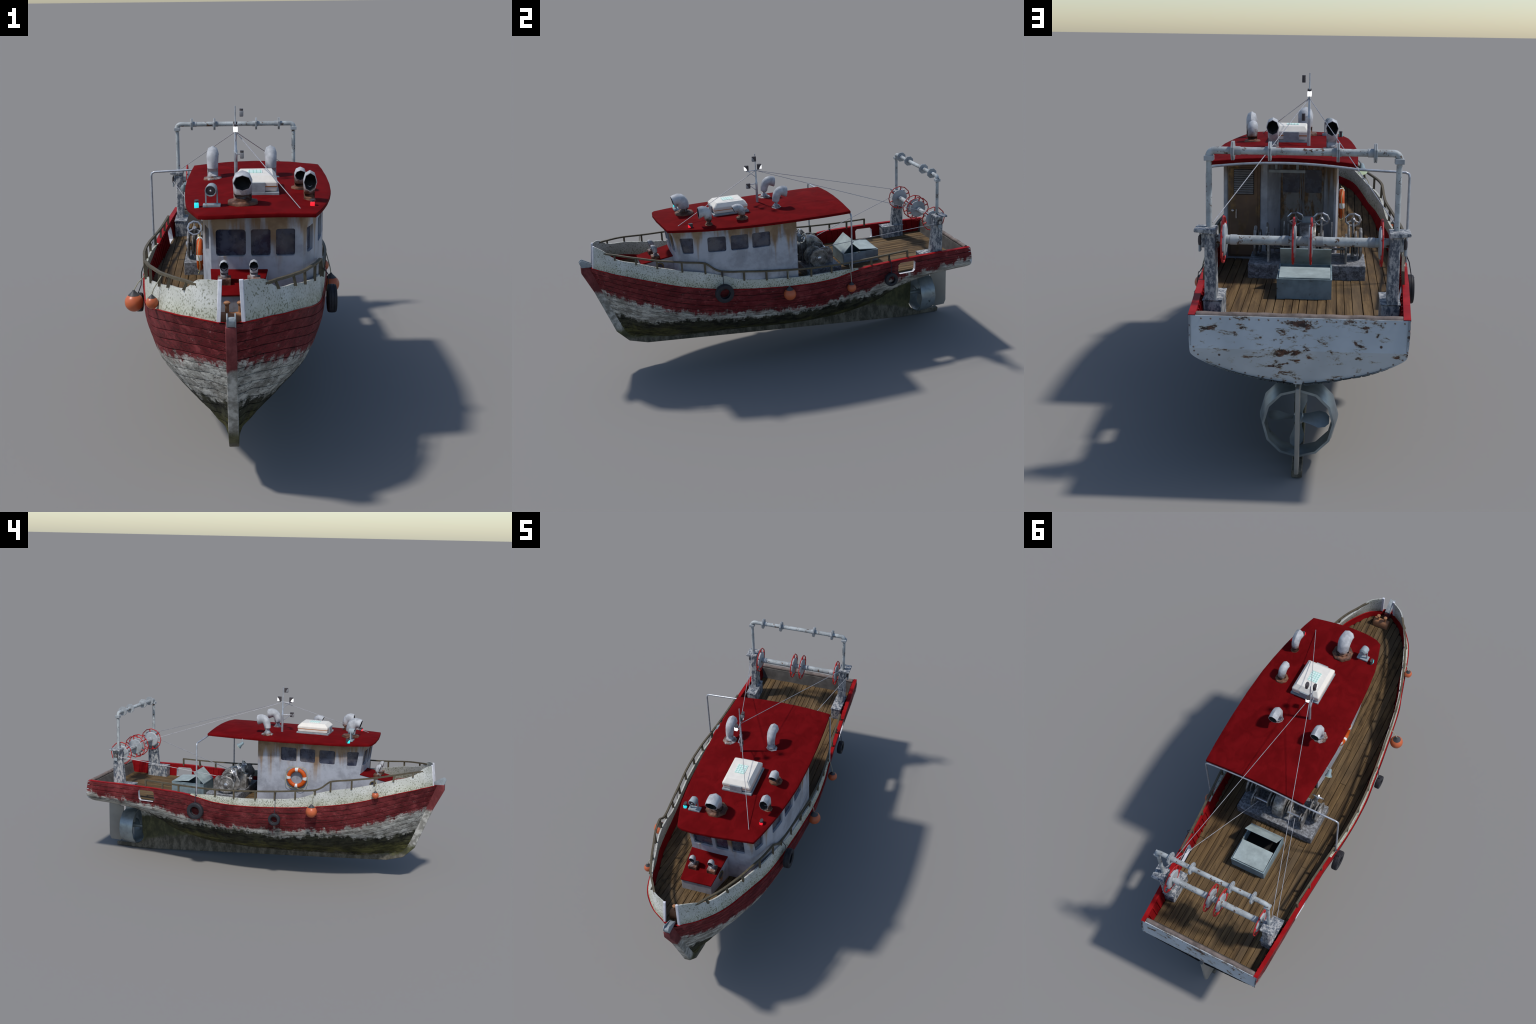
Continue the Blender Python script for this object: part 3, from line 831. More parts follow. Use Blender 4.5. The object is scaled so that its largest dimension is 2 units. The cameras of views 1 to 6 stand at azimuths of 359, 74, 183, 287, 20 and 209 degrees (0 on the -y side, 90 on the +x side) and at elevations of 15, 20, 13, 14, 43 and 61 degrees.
def carve(o):
    """Subtract the collected window openings from a closed mesh."""
    g = Geo()
    for v, f in CUTS: g.add(v, f)
    CUTS.clear()
    k = obj("window_cutter", g, M['cabin'], merge=False)
    md = o.modifiers.new("openings", 'BOOLEAN'); md.operation = 'DIFFERENCE'; md.solver = 'EXACT'; md.object = k
    bpy.context.view_layer.update()
    dg = bpy.context.evaluated_depsgraph_get()
    me = bpy.data.meshes.new_from_object(o.evaluated_get(dg)); o.modifiers.clear()
    old = o.data; o.data = me; me.name = o.name
    bpy.data.objects.remove(k); bpy.data.meshes.remove(old)
    for p in me.polygons: p.use_smooth = True
    me.set_sharp_from_angle(angle=math.radians(25))

def cabin_parts():
    rear = .03; rec = -.055
    Z0 = .37
    def ring(z):
        fy = front_y(z) if z > .598 else -.545
        sh = fy + .545
        out = []
        ysp = [-.545, -.533, -.50, -.472, -.44, -.41, -.36, -.3, -.25, -.2, -.15, -.1, -.03, .03]
        for y in ysp:
            k = max(0, min(1, (-.46 - y) / .085)); out.append((wall_p(y), y + sh * k, z))
        out += [(-.092, rear, z), (-.064, rec, z), (.101, rec, z), (.135, rear, z)]
        for y in reversed(ysp):
            k = max(0, min(1, (-.46 - y) / .085)); out.append((wall_s(y), y + sh * k, z))
        n = 8
        a, b = out[-1], out[0]
        for k in range(1, n): 
            out.append((lerp(a[0], b[0], k / n), lerp(a[1], b[1], k / n) - .006 * math.sin(math.pi * k / n), z))
        return out
    zs = [Z0, .45, .52, .598, .64, .68, .72, .757]
    rows = [ring(z) for z in zs]
    # tuck the top up against the cambered roof
    rows.append([(x, y, roof_z(x, y) - .008) for x, y, z in ring(.766)])
    g = Geo().grid(rows, close=True)
    n = len(rows[0]); e = (len(rows) - 1) * n
    g.f.append(tuple(e + k for k in range(n))); g.f.append(tuple(reversed(range(n))))
    cabin = obj("wheelhouse", g, M['cabin'], smooth=28)
    # side windows
    for y0, y1 in ((-.407, -.321), (-.298, -.213), (-.194, -.104)):
        for fn, s in ((wall_p, -1), (wall_s, 1)):
            a, b = (fn(y0), y0), (fn(y1), y1)
            d = Vector((b[0] - a[0], b[1] - a[1], 0)); nrm = Vector((d.y, -d.x, 0)) * (1 if s > 0 else -1)
            mid = fn((y0 + y1) / 2); bulge = s * (mid - (a[0] + b[0]) / 2)
            wall_window(cabin, [(a[0], a[1], .637), (b[0], b[1], .637), (b[0], b[1], .713), (a[0], a[1], .713)], nrm)
    # forward quarter windows, leaning with the front
    def qx(fn, y): return fn(y)
    for fn, s in ((wall_p, -1), (wall_s, 1)):
        def pt(y, z):
            sh = front_y(z) + .545; k = max(0, min(1, (-.46 - y) / .085)); return (fn(y), y + sh * k, z)
        q = [(fn(y), y, z) for y, z in ((-.522, .634), (-.474, .634), (-.472, .713), (-.533, .713))]
        a, b = Vector(q[0]), Vector(q[1]); d = b - a; nrm = Vector((d.y, -d.x, 0)) * (1 if s > 0 else -1)
        wall_window(cabin, q, nrm)
    # front windows
    for x0, x1 in ((-.059, .030), (.045, .103), (.119, .176)):
        def fp(x, z):
            u = (x + .074) / .271; return (x, front_y(z) - .006 * math.sin(math.pi * max(0, min(1, u))), z)
        wall_window(cabin, [fp(x0, .632), fp(x1, .632), fp(x1, .717), fp(x0, .717)], (0, -1, -.115))
    carve(cabin)
    # after side: brown door with louvre, recessed metal double door, sliding rail
    def slab(name, x0, x1, z0, z1, y0, y1, mat, par=cabin, bev=.0015):
        return obj(name, Geo().box((x0, y0, z0), (x1, y1, z1)), M[mat], par, bevel=bev)
    slab("door_frame", .163, .274, .395, .716, rear - .002, rear + .004, 'door')
    d1 = slab("door", .172, .266, .400, .708, rear, rear + .007, 'door')
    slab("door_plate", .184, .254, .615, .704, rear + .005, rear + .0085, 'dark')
    for k in range(11):
        z = .621 + k * .0078
        obj("louvre_slat", Geo().box((.186, -.0035, -.0012), (.252, .0035, .0012), Matrix.Translation((0, rear + .0095, z)) @ Matrix.Rotation(math.radians(-38), 4, 'X')), M['louver'], cabin)
    slab("door_handle", .2435, .2465, .531, .564, rear + .006, rear + .012, 'chrome')
    obj("door_knob", Geo().lathe([(.0045, 0), (.0045, .006), (.002, .009)], (.257, rear + .006, .559), (0, 1, 0), 10), M['chrome'], cabin)
    slab("corner_post", .277, .2885, .386, .745, rear, rear + .003, 'cabin')
    slab("door_post", .137, .160, .386, .745, rear, rear + .005, 'cabin')
    for x0, x1 in ((-.056, .018), (.021, .096)):
        slab("metal_door", x0, x1, .395, .712, rec, rec + .005, 'door_metal')
        wall_window(cabin, [(x0 + .008, rec + .005, .612), (x1 - .008, rec + .005, .612), (x1 - .008, rec + .005, .693), (x0 + .008, rec + .005, .693)], (0, 1, 0), cut=False)
        slab("door_bar", x1 - .006 if x0 < 0 else x0 + .003, x1 - .003 if x0 < 0 else x0 + .006, .45, .70, rec + .004, rec + .010, 'louver')
    slab("door_slide_rail", .008, .134, .694, .705, rear + .002, rear + .014, 'raft_grey')
    for x in (.035, .108): slab("rail_bracket", x - .0045, x + .0045, .704, .722, rear - .004, rear + .010, 'raft_grey')
    # small deckhouse in front with a red top
    z0 = .44
    lo = [(-.066, -.704, z0), (.071, -.704, z0), (.093, -.543, z0), (-.074, -.543, z0)]
    hi = [(-.066, -.704, .558), (.071, -.704, .558), (.093, -.543, .588), (-.074, -.543, .588)]
    hatch = obj("fore_hatch", Geo().hexa(lo, hi), M['cabin'], bevel=.0015)
    lo2 = [(-.0685, -.708, .556), (.0735, -.708, .556), (.0955, -.5425, .587), (-.0765, -.5425, .587)]
    obj("hatch_top", Geo().hexa(lo2, [(x, y, z + .006) for x, y, z in lo2]), M['roof'], hatch, bevel=.0015)
    for s in (1, -1):
        x = .0835 if s > 0 else -.0705
        obj("porthole_rim", Geo().torus((x, -.617, .54), (s, -.13, 0), .0165, .0035, 18, 6), M['brass'], hatch, smooth=60)
        obj("porthole_glass", Geo().lathe([(.016, 0), (.016, .002)], (x - s * .001, -.617, .54), (s, -.13, 0), 16), M['glass'], hatch)
        obj("hatch_stain_plate", Geo().box((x - .002, -.625, .505), (x + .002, -.606, .524)), M['brown'], hatch)
    for x in (-.034, .052):
        v = obj("hatch_vent_box", Geo().hexa([(x - .019, -.652, .552), (x + .019, -.652, .552), (x + .019, -.612, .56), (x - .019, -.612, .56)],
                                            [(x - .019, -.652, .592), (x + .019, -.652, .592), (x + .019, -.612, .592), (x - .019, -.612, .592)]), M['cowl_hatch'], hatch, bevel=.0015)
        cowl("hatch_cowl", (x, -.630, .589), .0115, -.017, .038, .0135, .0165, M['cowl_hatch'], hatch, tilt=.2)
    return cabin

def cowl(name, base, r, dy, dz, mx, mz, mat, parent, flange=0, fh=.008, tilt=.25, sides=8, dome=1.06, neck=.45, rise=1.35):
    """Cowl ventilator: flange, pipe, elbow and an open hollow mouth; dy, dz lead from the foot to the mouth centre."""
    b = Vector(base); g = Geo(); direc = 1 if dy > 0 else -1
    if flange:
        g.lathe([(flange, 0), (flange, fh * .6), (flange * .93, fh), (r * 1.05, fh + .002)], b, (0, 0, 1), 8, cap1=False, phase=math.pi / 8)
    path, rad = [b.copy(), b + Vector((0, 0, dz * .2))], [(r, r), (r, r)]
    p0, p1, p2 = b + Vector((0, 0, dz * neck)), b + Vector((0, dy * .08, dz * rise)), b + Vector((0, dy, dz))
    for k in range(8):
        t = k / 7
        path.append(p0 * (1 - t) ** 2 + p1 * 2 * t * (1 - t) + p2 * t * t)
        f = 1 + (dome - 1) * math.sin(math.pi * min(1, t * 1.1))
        rad.append((lerp(r, mx, t) * f, lerp(r, mz, t) * f))
    nm = Vector((0, direc, -tilt)).normalized()
    rows = []
    for i, p in enumerate(path):
        n = (path[min(i + 1, len(path) - 1)] - path[max(i - 1, 0)]).normalized()
        if i == len(path) - 1: n = nm
        if i == len(path) - 2: n = (n + nm * .7).normalized()
        side = Vector((1, 0, 0)); upv = (side.cross(n) * (-direc)).normalized()
        if i < 2: upv = Vector((0, -direc, 0))
        w, h = rad[i]
        rows.append([p + side * w * math.cos(2 * math.pi * k / sides + math.pi / 2) + upv * h * math.sin(2 * math.pi * k / sides + math.pi / 2) for k in range(sides)])
    c = path[-1]
    lip = [c + (q - c) * .93 for q in rows[-1]]
    g.grid(rows + [lip], close=True)
    o = obj(name, g, mat, parent, smooth=50)
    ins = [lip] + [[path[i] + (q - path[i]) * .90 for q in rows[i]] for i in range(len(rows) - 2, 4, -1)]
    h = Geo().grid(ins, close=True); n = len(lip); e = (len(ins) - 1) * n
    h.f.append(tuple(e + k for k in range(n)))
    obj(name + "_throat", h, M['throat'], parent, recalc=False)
    return o

def roof_fittings(roof):
    zr = roof_z
    cowl("ventilator", (.0225, -.462, .773), .0275, -.055, .073, .0285, .0265, M['cowl_roof'], roof, flange=.049, fh=.011, tilt=.3)
    cowl("ventilator", (.229, -.388, .761), .0170, -.048, .070, .0205, .0300, M['cowl_roof'], roof, flange=.0225, tilt=.05)
    cowl("ventilator", (.210, -.217, .765), .0175, -.042, .056, .0185, .0200, M['cowl_roof'], roof, flange=.031, fh=.012, tilt=.45)
    for x in (-.080, .122):
        cowl("goose_ventilator", (x, -.016, .767), .0185, .056, .080, .0215, .0265, M['cowl_tall'], roof, flange=.034, tilt=.12, neck=.5, rise=1.34)
    # life raft canister on its cradle
    cr = obj("raft_cradle", Geo().box((.001, -.341, .770), (.138, -.160, .783)), M['raft_grey'], roof, bevel=.0015)
    low = rounded_rect(.0675, -.250, .130, .168, .005, 2)
    g = Geo()
    def lay(s, z): return [(.0675 + (x - .0675) * s, -.250 + (y + .250) * s, z) for x, y in low]
    g.grid([lay(.93, .783), lay(.99, .787), lay(1, .797), lay(.985, .7995)], close=True)
    g.grid([lay(.985, .8005), lay(1.02, .8025), lay(1.02, .812), lay(1.0, .8155), lay(.80, .8325), lay(.1, .8345)], close=True)
    n = len(low); g.f.append(tuple(len(g.v) - n + k for k in range(n)))
    raft = obj("life_raft_canister", g, M['raft'], roof, smooth=14)
    obj("canister_stripe", Geo().grid([lay(1.004, .7985), lay(1.006, .7985), lay(1.006, .8015), lay(1.004, .8015)], close=True), M['raft_orange'], raft)
    for y, s in ((-.3375, -1), (-.1635, 1)):
        obj("canister_strap", Geo().box((.038, y - .003, .772), (.094, y + .003, .814)), M['raft_grey'], raft, bevel=.001)
    obj("canister_label", Geo().box((.040, -.278, .830), (.086, -.222, .8355)), M['label'], raft)
    rib = Geo().tube([(.108 + .003 * k / 4, -.315 + .13 * k / 4, .826 - .0002 * k) for k in range(5)], [.002, .006, .007, .006, .002], 6)
    obj("canister_fold", rib, M['raft'], raft, smooth=70)
    # search light
    z = .772
    sl = obj("searchlight_base", Geo().box((-.097, -.498, z - .002), (-.044, -.470, z + .006)), M['lamp_body'], roof, bevel=.001)
    for x in (-.088, -.054): obj("searchlight_arm", Geo().box((x - .0022, -.488, z + .004), (x + .0022, -.482, z + .05)), M['lamp_body'], roof)
    ax = Vector((-.12, -1, -.12))
    obj("searchlight", Geo().lathe([(.010, -.018), (.0165, -.012), (.0175, .012), (.0175, .018), (.0155, .018), (.0145, .013)], (-.071, -.485, .823), ax, 14, cap1=False), M['lamp_body'], roof, smooth=40)
    obj("searchlight_lens", Geo().lathe([(.0148, .0125), (.009, .0135), (.004, .016)], (-.071, -.485, .823), ax, 14), M['lamp_dark'], roof)
    obj("searchlight_bulb", Geo().lathe([(.004, .0155), (.002, .0185)], (-.071, -.485, .823), ax, 10), M['chrome'], roof)
    # lamps: oval dark housing with a lens wrapped round the lower front
    def lamp(name, x, y, z, s, lens_mat, par, w=.0070):
        body = rounded_rect(x, y, 2 * w, .022, .0062, 4)
        o = obj(name, Geo().prism(body, z - .0125, z + .0125), M['lamp_dark'], par, smooth=35)
        lens = [(y + .0114 * s, z + .0075), (y + .0075 * s, z + .0065), (y + .0015 * s, z - .001), (y - .003 * s, z - .0118), (y + .0114 * s, z - .0118)]
        obj(name + "_glass", Geo().prism(lens, x - w - .0005, x + w + .0005, 'x'), M[lens_mat], par, bevel=.002, segs=2)
    lamp("navigation_light", -.1165, -.477, .7765, -1, 'cyan', roof, .0062)
    lamp("navigation_light", .232, -.478, .7745, -1, 'red_lamp', roof, .0062)
    # mast
    mast = obj("mast", Geo().lathe([(.0062, -.008), (.0060, .09), (.0066, .102), (.0045, .106), (.0040, .165), (.0026, .17), (.0022, .252)], (.001, -.0775, .775), (0, 0, 1), 10), M['pipe'], roof, smooth=40)
    for z in (.942, .872):
        obj("mast_arm", Geo().tube([(.001, -.0775, z), (.006, -.128, z)], .0018, 6), M['pipe'], mast)
        obj("mast_brace", Geo().tube([(.001, -.0775, z - .036), (.006, -.118, z - .001)], .0016, 6), M['pipe'], mast)
    obj("mast_arm", Geo().tube([(.001, -.0775, .942), (.001, -.058, .945)], .0018, 6), M['pipe'], mast)
    lamp("flood_lamp", .002, -.125, .958, -1, 'lamp_white', mast); lamp("flood_lamp", .001, -.058, .959, 1, 'lamp_white', mast)
    lamp("flood_lamp", .022, -.089, 1.006, -1, 'lamp_grey', mast, .0062); lamp("flood_lamp", .022, -.126, .871, -1, 'lamp_grey', mast, .0062)
    obj("mast_arm", Geo().tube([(.006, -.128, .872), (.018, -.126, .872)], .0018, 6), M['pipe'], mast)
    # stays
    node = (.0015, -.078, .941)
    for e in ((.198, -.542, .766), (.238, .783, .660), (-.257, .790, .658)):
        obj("stay_wire", Geo().tube([node, e], .0013, 6), M['wire'], mast)

def canopy_and_lamp():
    pts = [(XC - .319, .307, .452), (XC - .3195, .308, .725), (XC - .3165, .308, .736), (XC - .306, .308, .7405)]
    for k in range(13):
        x = lerp(-.158, .296, k / 12); pts.append((x, .309, roof_z(x, .307) - .0165))
    pts += [(.305, .309, .742), (.311, .309, .735), (.3125, .309, .722), (.3125, .308, .452)]
    obj("canopy_frame", Geo().tube(pts, .0042, 8), M['pipe'], smooth=60)
    o = obj("deck_lamp", Geo().lathe([(.006, -.020), (.0085, -.012), (.009, .0), (.016, .012), (.0165, .014)], (-.184, .104, .722), (-.1, .75, -.65), 12), M['crate'], smooth=45)
    obj("deck_lamp_glass", Geo().lathe([(.0155, .0142), (.010, .0175), (.003, .019)], (-.184, .104, .722), (-.1, .75, -.65), 12, cap0=True), M['lamp_pale'], o, smooth=60)
    obj("deck_lamp_arm", Geo().tube([(-.162, .100, .757), (-.176, .098, .742), (-.184, .098, .728)], .0026, 6), M['raft_grey'], o)

# ---------------------------------------------------------------- stern gear
def gantry_parts():
    for s in (1, -1):
        X = lambda d: XC + s * d
        b = obj("gantry_base", Geo().box((min(X(.214), X(.264)), .706, .380), (max(X(.214), X(.264)), .829, .455)), M['gantry'], bevel=.0025)
        obj("base_plate", Geo().box((min(X(.212), X(.266)), .704, .4545), (max(X(.212), X(.266)), .831, .4585)), M['gantry'], b, bevel=.001)
        lo = [(X(.229), .768, .456), (X(.259), .768, .456), (X(.259), .834, .456), (X(.229), .834, .456)]
        hi = [(X(.230), .787, .641), (X(.258), .787, .641), (X(.258), .836, .641), (X(.230), .836, .641)]
        post = obj("gantry_post", Geo().hexa(lo, hi), M['gantry'], bevel=.002)
        lo = [(X(.2285), .783, .640), (X(.285), .783, .646), (X(.285), .848, .646), (X(.2285), .848, .640)]
        obj("post_cap", Geo().hexa(lo, [(x, y, .6545) for x, y, z in lo]), M['gantry'], post, bevel=.0015)
        obj("bearing_block", Geo().box((min(X(.258), X(.268)), .79, .60), (max(X(.258), X(.268)), .825, .645)), M['gantry'], post, bevel=.002)
        # pulley block under the outer end of the cap
        p = obj("pulley_block", Geo().box((X(.273) - .0035, .800, .606), (X(.273) + .0035, .824, .632)), M['lamp_dark'], post, bevel=.002)
        obj("pulley_hook", Geo().tube([(X(.273), .812, .648), (X(.273), .812, .630)], .0018, 6), M['winch'], p)
        obj("pulley_tail", Geo().box((X(.273) - .003, .803, .588), (X(.273) + .003, .821, .607)), M['raft_grey'], p, bevel=.001)
        obj("pulley_sheave", Geo().lathe([(.009, -.0045), (.007, 0), (.009, .0045)], (X(.273), .812, .618), (1, 0, 0), 12), M['winch'], p)
        # upright
        obj("arch_leg", Geo().tube([(X(.249), .806, .654), (X(.249), .806, .832)], .0078, 10), M['pipe_white'], smooth=60)
        obj("arch_collar", Geo().box((X(.249) - .0125, .7935, .831), (X(.249) + .0125, .8185, .8445)), M['disc'], bevel=.001)
    # arch
    pts = [(XC + .249, .806, .843)]
    for k in range(1, 5):
        t = math.radians(22.5 * k); pts.append((XC + .249 - .016 * (1 - math.cos(t)), .806, .843 + .015 * math.sin(t)))
    bar = pts + [(XC + .12, .806, .858), (XC, .806, .858), (XC - .12, .806, .858)] + [(2 * XC - x, y, z) for x, y, z in reversed(pts)]
    arch = obj("arch_bar", Geo().tube(bar, .0098, 10), M['pipe_white'], smooth=60)
    for d in (.186, .089, -.089, -.186):
        obj("arch_disc", Geo().lathe([(.020, -.004), (.026, -.004), (.0265, -.001), (.0235, 0), (.0265, .001), (.026, .004), (.020, .004), (.0105, .0042)], (XC + d, .806, .858), (1, 0, 0), 8, phase=math.pi / 8), M['disc'], arch, smooth=25)
        obj("disc_hub", Geo().lathe([(.0115, -.012), (.0115, .012)], (XC + d * .96, .806, .858), (1, 0, 0), 10), M['disc'], arch, smooth=40)
    # net drum across the stern
    drum = obj("net_drum", Geo().lathe([(.0126, -.232), (.0126, .232)], (XC, .806, .620), (1, 0, 0), 14), M['pipe_white'], smooth=40)
    for d in (.150, .048, -.048, -.150):
        obj("drum_sleeve", Geo().lathe([(.0138, -.009), (.0138, .009)], (XC + d * (1.22 if abs(d) > .1 else .95), .806, .620), (1, 0, 0), 14), M['disc'], drum, smooth=40)
    for d in (.209, .022, -.022, -.209):
        c = (XC + d, .806, .620)
        sgn = 1 if d > 0 else -1
        obj("drum_disc", Geo().lathe([(.012, -.0055), (.040, -.0055), (.045, -.003), (.045, .003), (.040, .0055), (.012, .0055)], c, (1, 0, 0), 12), M['disc'], drum, smooth=25)
        c2 = (XC + d + (.0015 if d > 0 else -.0015), .806, .620)
        obj("drum_ring", Geo().torus(c2, (1, 0, 0), .0630, .0027, 12, 6), M['ring'], drum, smooth=0)
        for k in range(6):
            t = math.radians(60 * k + 20)
            a = Vector(c2) + Vector((0, math.cos(t), math.sin(t))) * .041; b = Vector(c2) + Vector((0, math.cos(t), math.sin(t))) * .0632
            obj("ring_spoke", Geo().tube([a, b], .0034, 5), M['ring'], drum)
    # warps from the pulleys to the winch
    obj("warp_line", Geo().tube([(XC + .272, .790, .613), (.085, .270, .512)], .0014, 6), M['wire'])
    obj("warp_line", Geo().tube([(XC - .272, .795, .613), (-.100, .272, .511)], .0014, 6), M['wire'])

def crate_parts():
    x0, x1, y0, y1, z0, z1 = -.0875, .0755, .355, .550, .385, .4475
    t = .003
    g = Geo().box((x0, y0, z0), (x1, y1, z0 + t))
    g.box((x0, y0, z0), (x1, y0 + t, z1)).box((x0, y1 - t, z0), (x1, y1, z1)).box((x0, y0 + t, z0), (x0 + t, y1 - t, z1)).box((x1 - t, y0 + t, z0), (x1, y1 - t, z1))
    crate = obj("fish_crate", g, M['crate'], merge=False, smooth=20)
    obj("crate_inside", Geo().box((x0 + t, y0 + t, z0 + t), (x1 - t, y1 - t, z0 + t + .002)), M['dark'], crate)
    rim = Geo()
    for a, b in (((x0 - .001, y0 - .001), (x1 + .001, y0 + .004)), ((x0 - .001, y1 - .004), (x1 + .001, y1 + .001)), ((x0 - .001, y0 + .004), (x0 + .004, y1 - .004)), ((x1 - .004, y0 + .004), (x1 + .001, y1 - .004))):
        rim.box((a[0], a[1], z1 - .001), (b[0], b[1], z1 + .002))
    obj("crate_rim", rim, M['crate'], crate, merge=False)
    # closed after lid (slightly lifted) and opened fore lid
    a, b = Vector((0, .447, .459)), Vector((0, .5445, .4500)); n = (b - a).cross(Vector((1, 0, 0))).normalized() * .0035
    if n.z < 0: n = -n
    obj("crate_lid", Geo().hexa([(x0 + .005, *a.yz), (x1 - .005, *a.yz), (x1 - .005, *b.yz), (x0 + .005, *b.yz)], [(x0 + .005, *(a + n).yz), (x1 - .005, *(a + n).yz), (x1 - .005, *(b + n).yz), (x0 + .005, *(b + n).yz)]), M['lid'], crate, bevel=.001)
    a, b = Vector((0, .357, .4495)), Vector((0, .418, .5115)); n = Vector((0, -.0025, .0025))
    obj("crate_lid", Geo().hexa([(x0 + .002, *a.yz), (x1 - .002, *a.yz), (x1 - .002, *b.yz), (x0 + .002, *b.yz)], [(x0 + .002, *(a + n).yz), (x1 - .002, *(a + n).yz), (x1 - .002, *(b + n).yz), (x0 + .002, *(b + n).yz)]), M['lid'], crate, bevel=.001)

def winch_parts():
    base = obj("winch_plinth", Geo().box((-.197, .115, .378), (.182, .301, .434)), M['base'], bevel=.002)
    W = lambda name, g, mat='winch', **k: obj(name, g, M[mat], base, **k)
    # gearbox with a rounded back
    prof = [(.125, .434), (.268, .434), (.270, .475), (.262, .51), (.242, .535), (.215, .549), (.185, .55), (.150, .538), (.128, .505)]
    W("gearbox", Geo().prism(prof, -.034, .018, 'x'), bevel=.003, segs=2, smooth=40)
    W("main_shaft", Geo().tube([(-.190, .186, .485), (.172, .186, .485)], .0065, 10), smooth=60)
    def disc(x, y, z, r, s, name="drum_flange", t=.0035, n=10):
        W(name, Geo().lathe([(.010, -t), (r * .95, -t), (r, -t * .4), (r, t * .4), (r * .95, t), (r * .80, t), (r * .76, t * .3), (r * .40, t * .3), (r * .36, t * 1.2), (.008, t * 1.3)], (x, y, z), (s, 0, 0), n, phase=.3), smooth=28)
    for s_, xs in ((1, (.166, .150, .128, .046, .032)), (-1, (-.182, -.166, -.143, -.056, -.044))):
        disc(xs[0], .186, .486, .051, s_, "end_disc", .0045)
        disc(xs[1], .186, .486, .040, s_, "inner_disc")
        disc(xs[2], .166, .494, .050, s_, "brake_disc")
        disc(xs[3], .216, .486, .046, s_)
        disc(xs[4], .216, .486, .036, s_, "spacer_disc")
        W("shaft_hub", Geo().lathe([(.011, 0), (.011, .009), (.007, .011)], (xs[0], .186, .486), (s_, 0, 0), 10), 'chrome', smooth=40)
        # upright cheek plate with a rounded top
        W("cheek_plate", Geo().prism([(.196, .434), (.279, .434), (.279, .480), (.272, .504), (.255, .520), (.225, .524), (.196, .515)], xs[2] - s_ * .010 - .0035, xs[2] - s_ * .010 + .0035, 'x'), bevel=.0012)
        W("small_flange", Geo().lathe([(.020, -.002), (.020, .002)], (xs[2] - s_ * .022, .252, .500), (1, 0, 0), 10), smooth=30)
        a, b = sorted((xs[2] - s_ * .010, xs[3]))
        W("guide_rod", Geo().tube([(a, .252, .502), (b, .252, .502)], .0055, 8), 'chrome', smooth=60)
        W("tie_rod", Geo().tube([(a, .150, .455), (b, .150, .455)], .004, 8), smooth=60)
        W("band_plate", Geo().prism([(.150, .434), (.190, .434), (.186, .52), (.170, .552), (.158, .52)], (.072 if s_ > 0 else -.086) - .002, (.072 if s_ > 0 else -.086) + .002, 'x'), bevel=.0008)
    # valve block, instrument box and handwheels
    W("valve_block", Geo().box((-.030, .118, .434), (.012, .150, .515)), bevel=.003)
    W("instrument_box", Geo().box((-.028, .130, .530), (.014, .155, .562)), 'raft_grey', bevel=.002)
    def handwheel(c, ax, r, name="valve_wheel"):
        c = Vector(c); ax = Vector(ax).normalized()
        W(name, Geo().torus(c, ax, r, .0036, 9, 6), 'chrome', smooth=25)
        for k in range(3):
            t = math.radians(90 + 120 * k); u = ax.cross(Vector((1, 0, 0))).normalized()
            d = Vector((1, 0, 0)) * math.cos(t) + u * math.sin(t)
            W("wheel_spoke", Geo().tube([c, c + d * r], .0028, 5), 'chrome')
        W("wheel_hub", Geo().lathe([(.0075, -.008), (.0085, 0), (.0055, .009)], c, ax, 8), 'chrome', smooth=40)
    for x in (-.157, -.051, .035):
        handwheel((x, .150, .556), (0, -.9, .42), .0255)
        W("valve_stem", Geo().tube([(x, .150, .556), (x, .163, .545), (x, .168, .50), (x, .17, .436)], [.004, .004, .0045, .006], 8), smooth=50)
    handwheel((-.010, .098, .492), (0, -1, 0), .0165, "side_handwheel")
    W("handwheel_shaft", Geo().tube([(-.010, .098, .492), (-.010, .122, .492)], .005, 8))
    for x, y, h in ((.158, .14, .075), (.105, .14, .085), (-.119, .15, .055), (-.126, .15, .06), (-.172, .215, .06), (.06, .135, .10)):
        W("brake_lever", Geo().tube([(x, y, .434), (x, y - .006, .434 + h)], .0024, 6), 'louver')

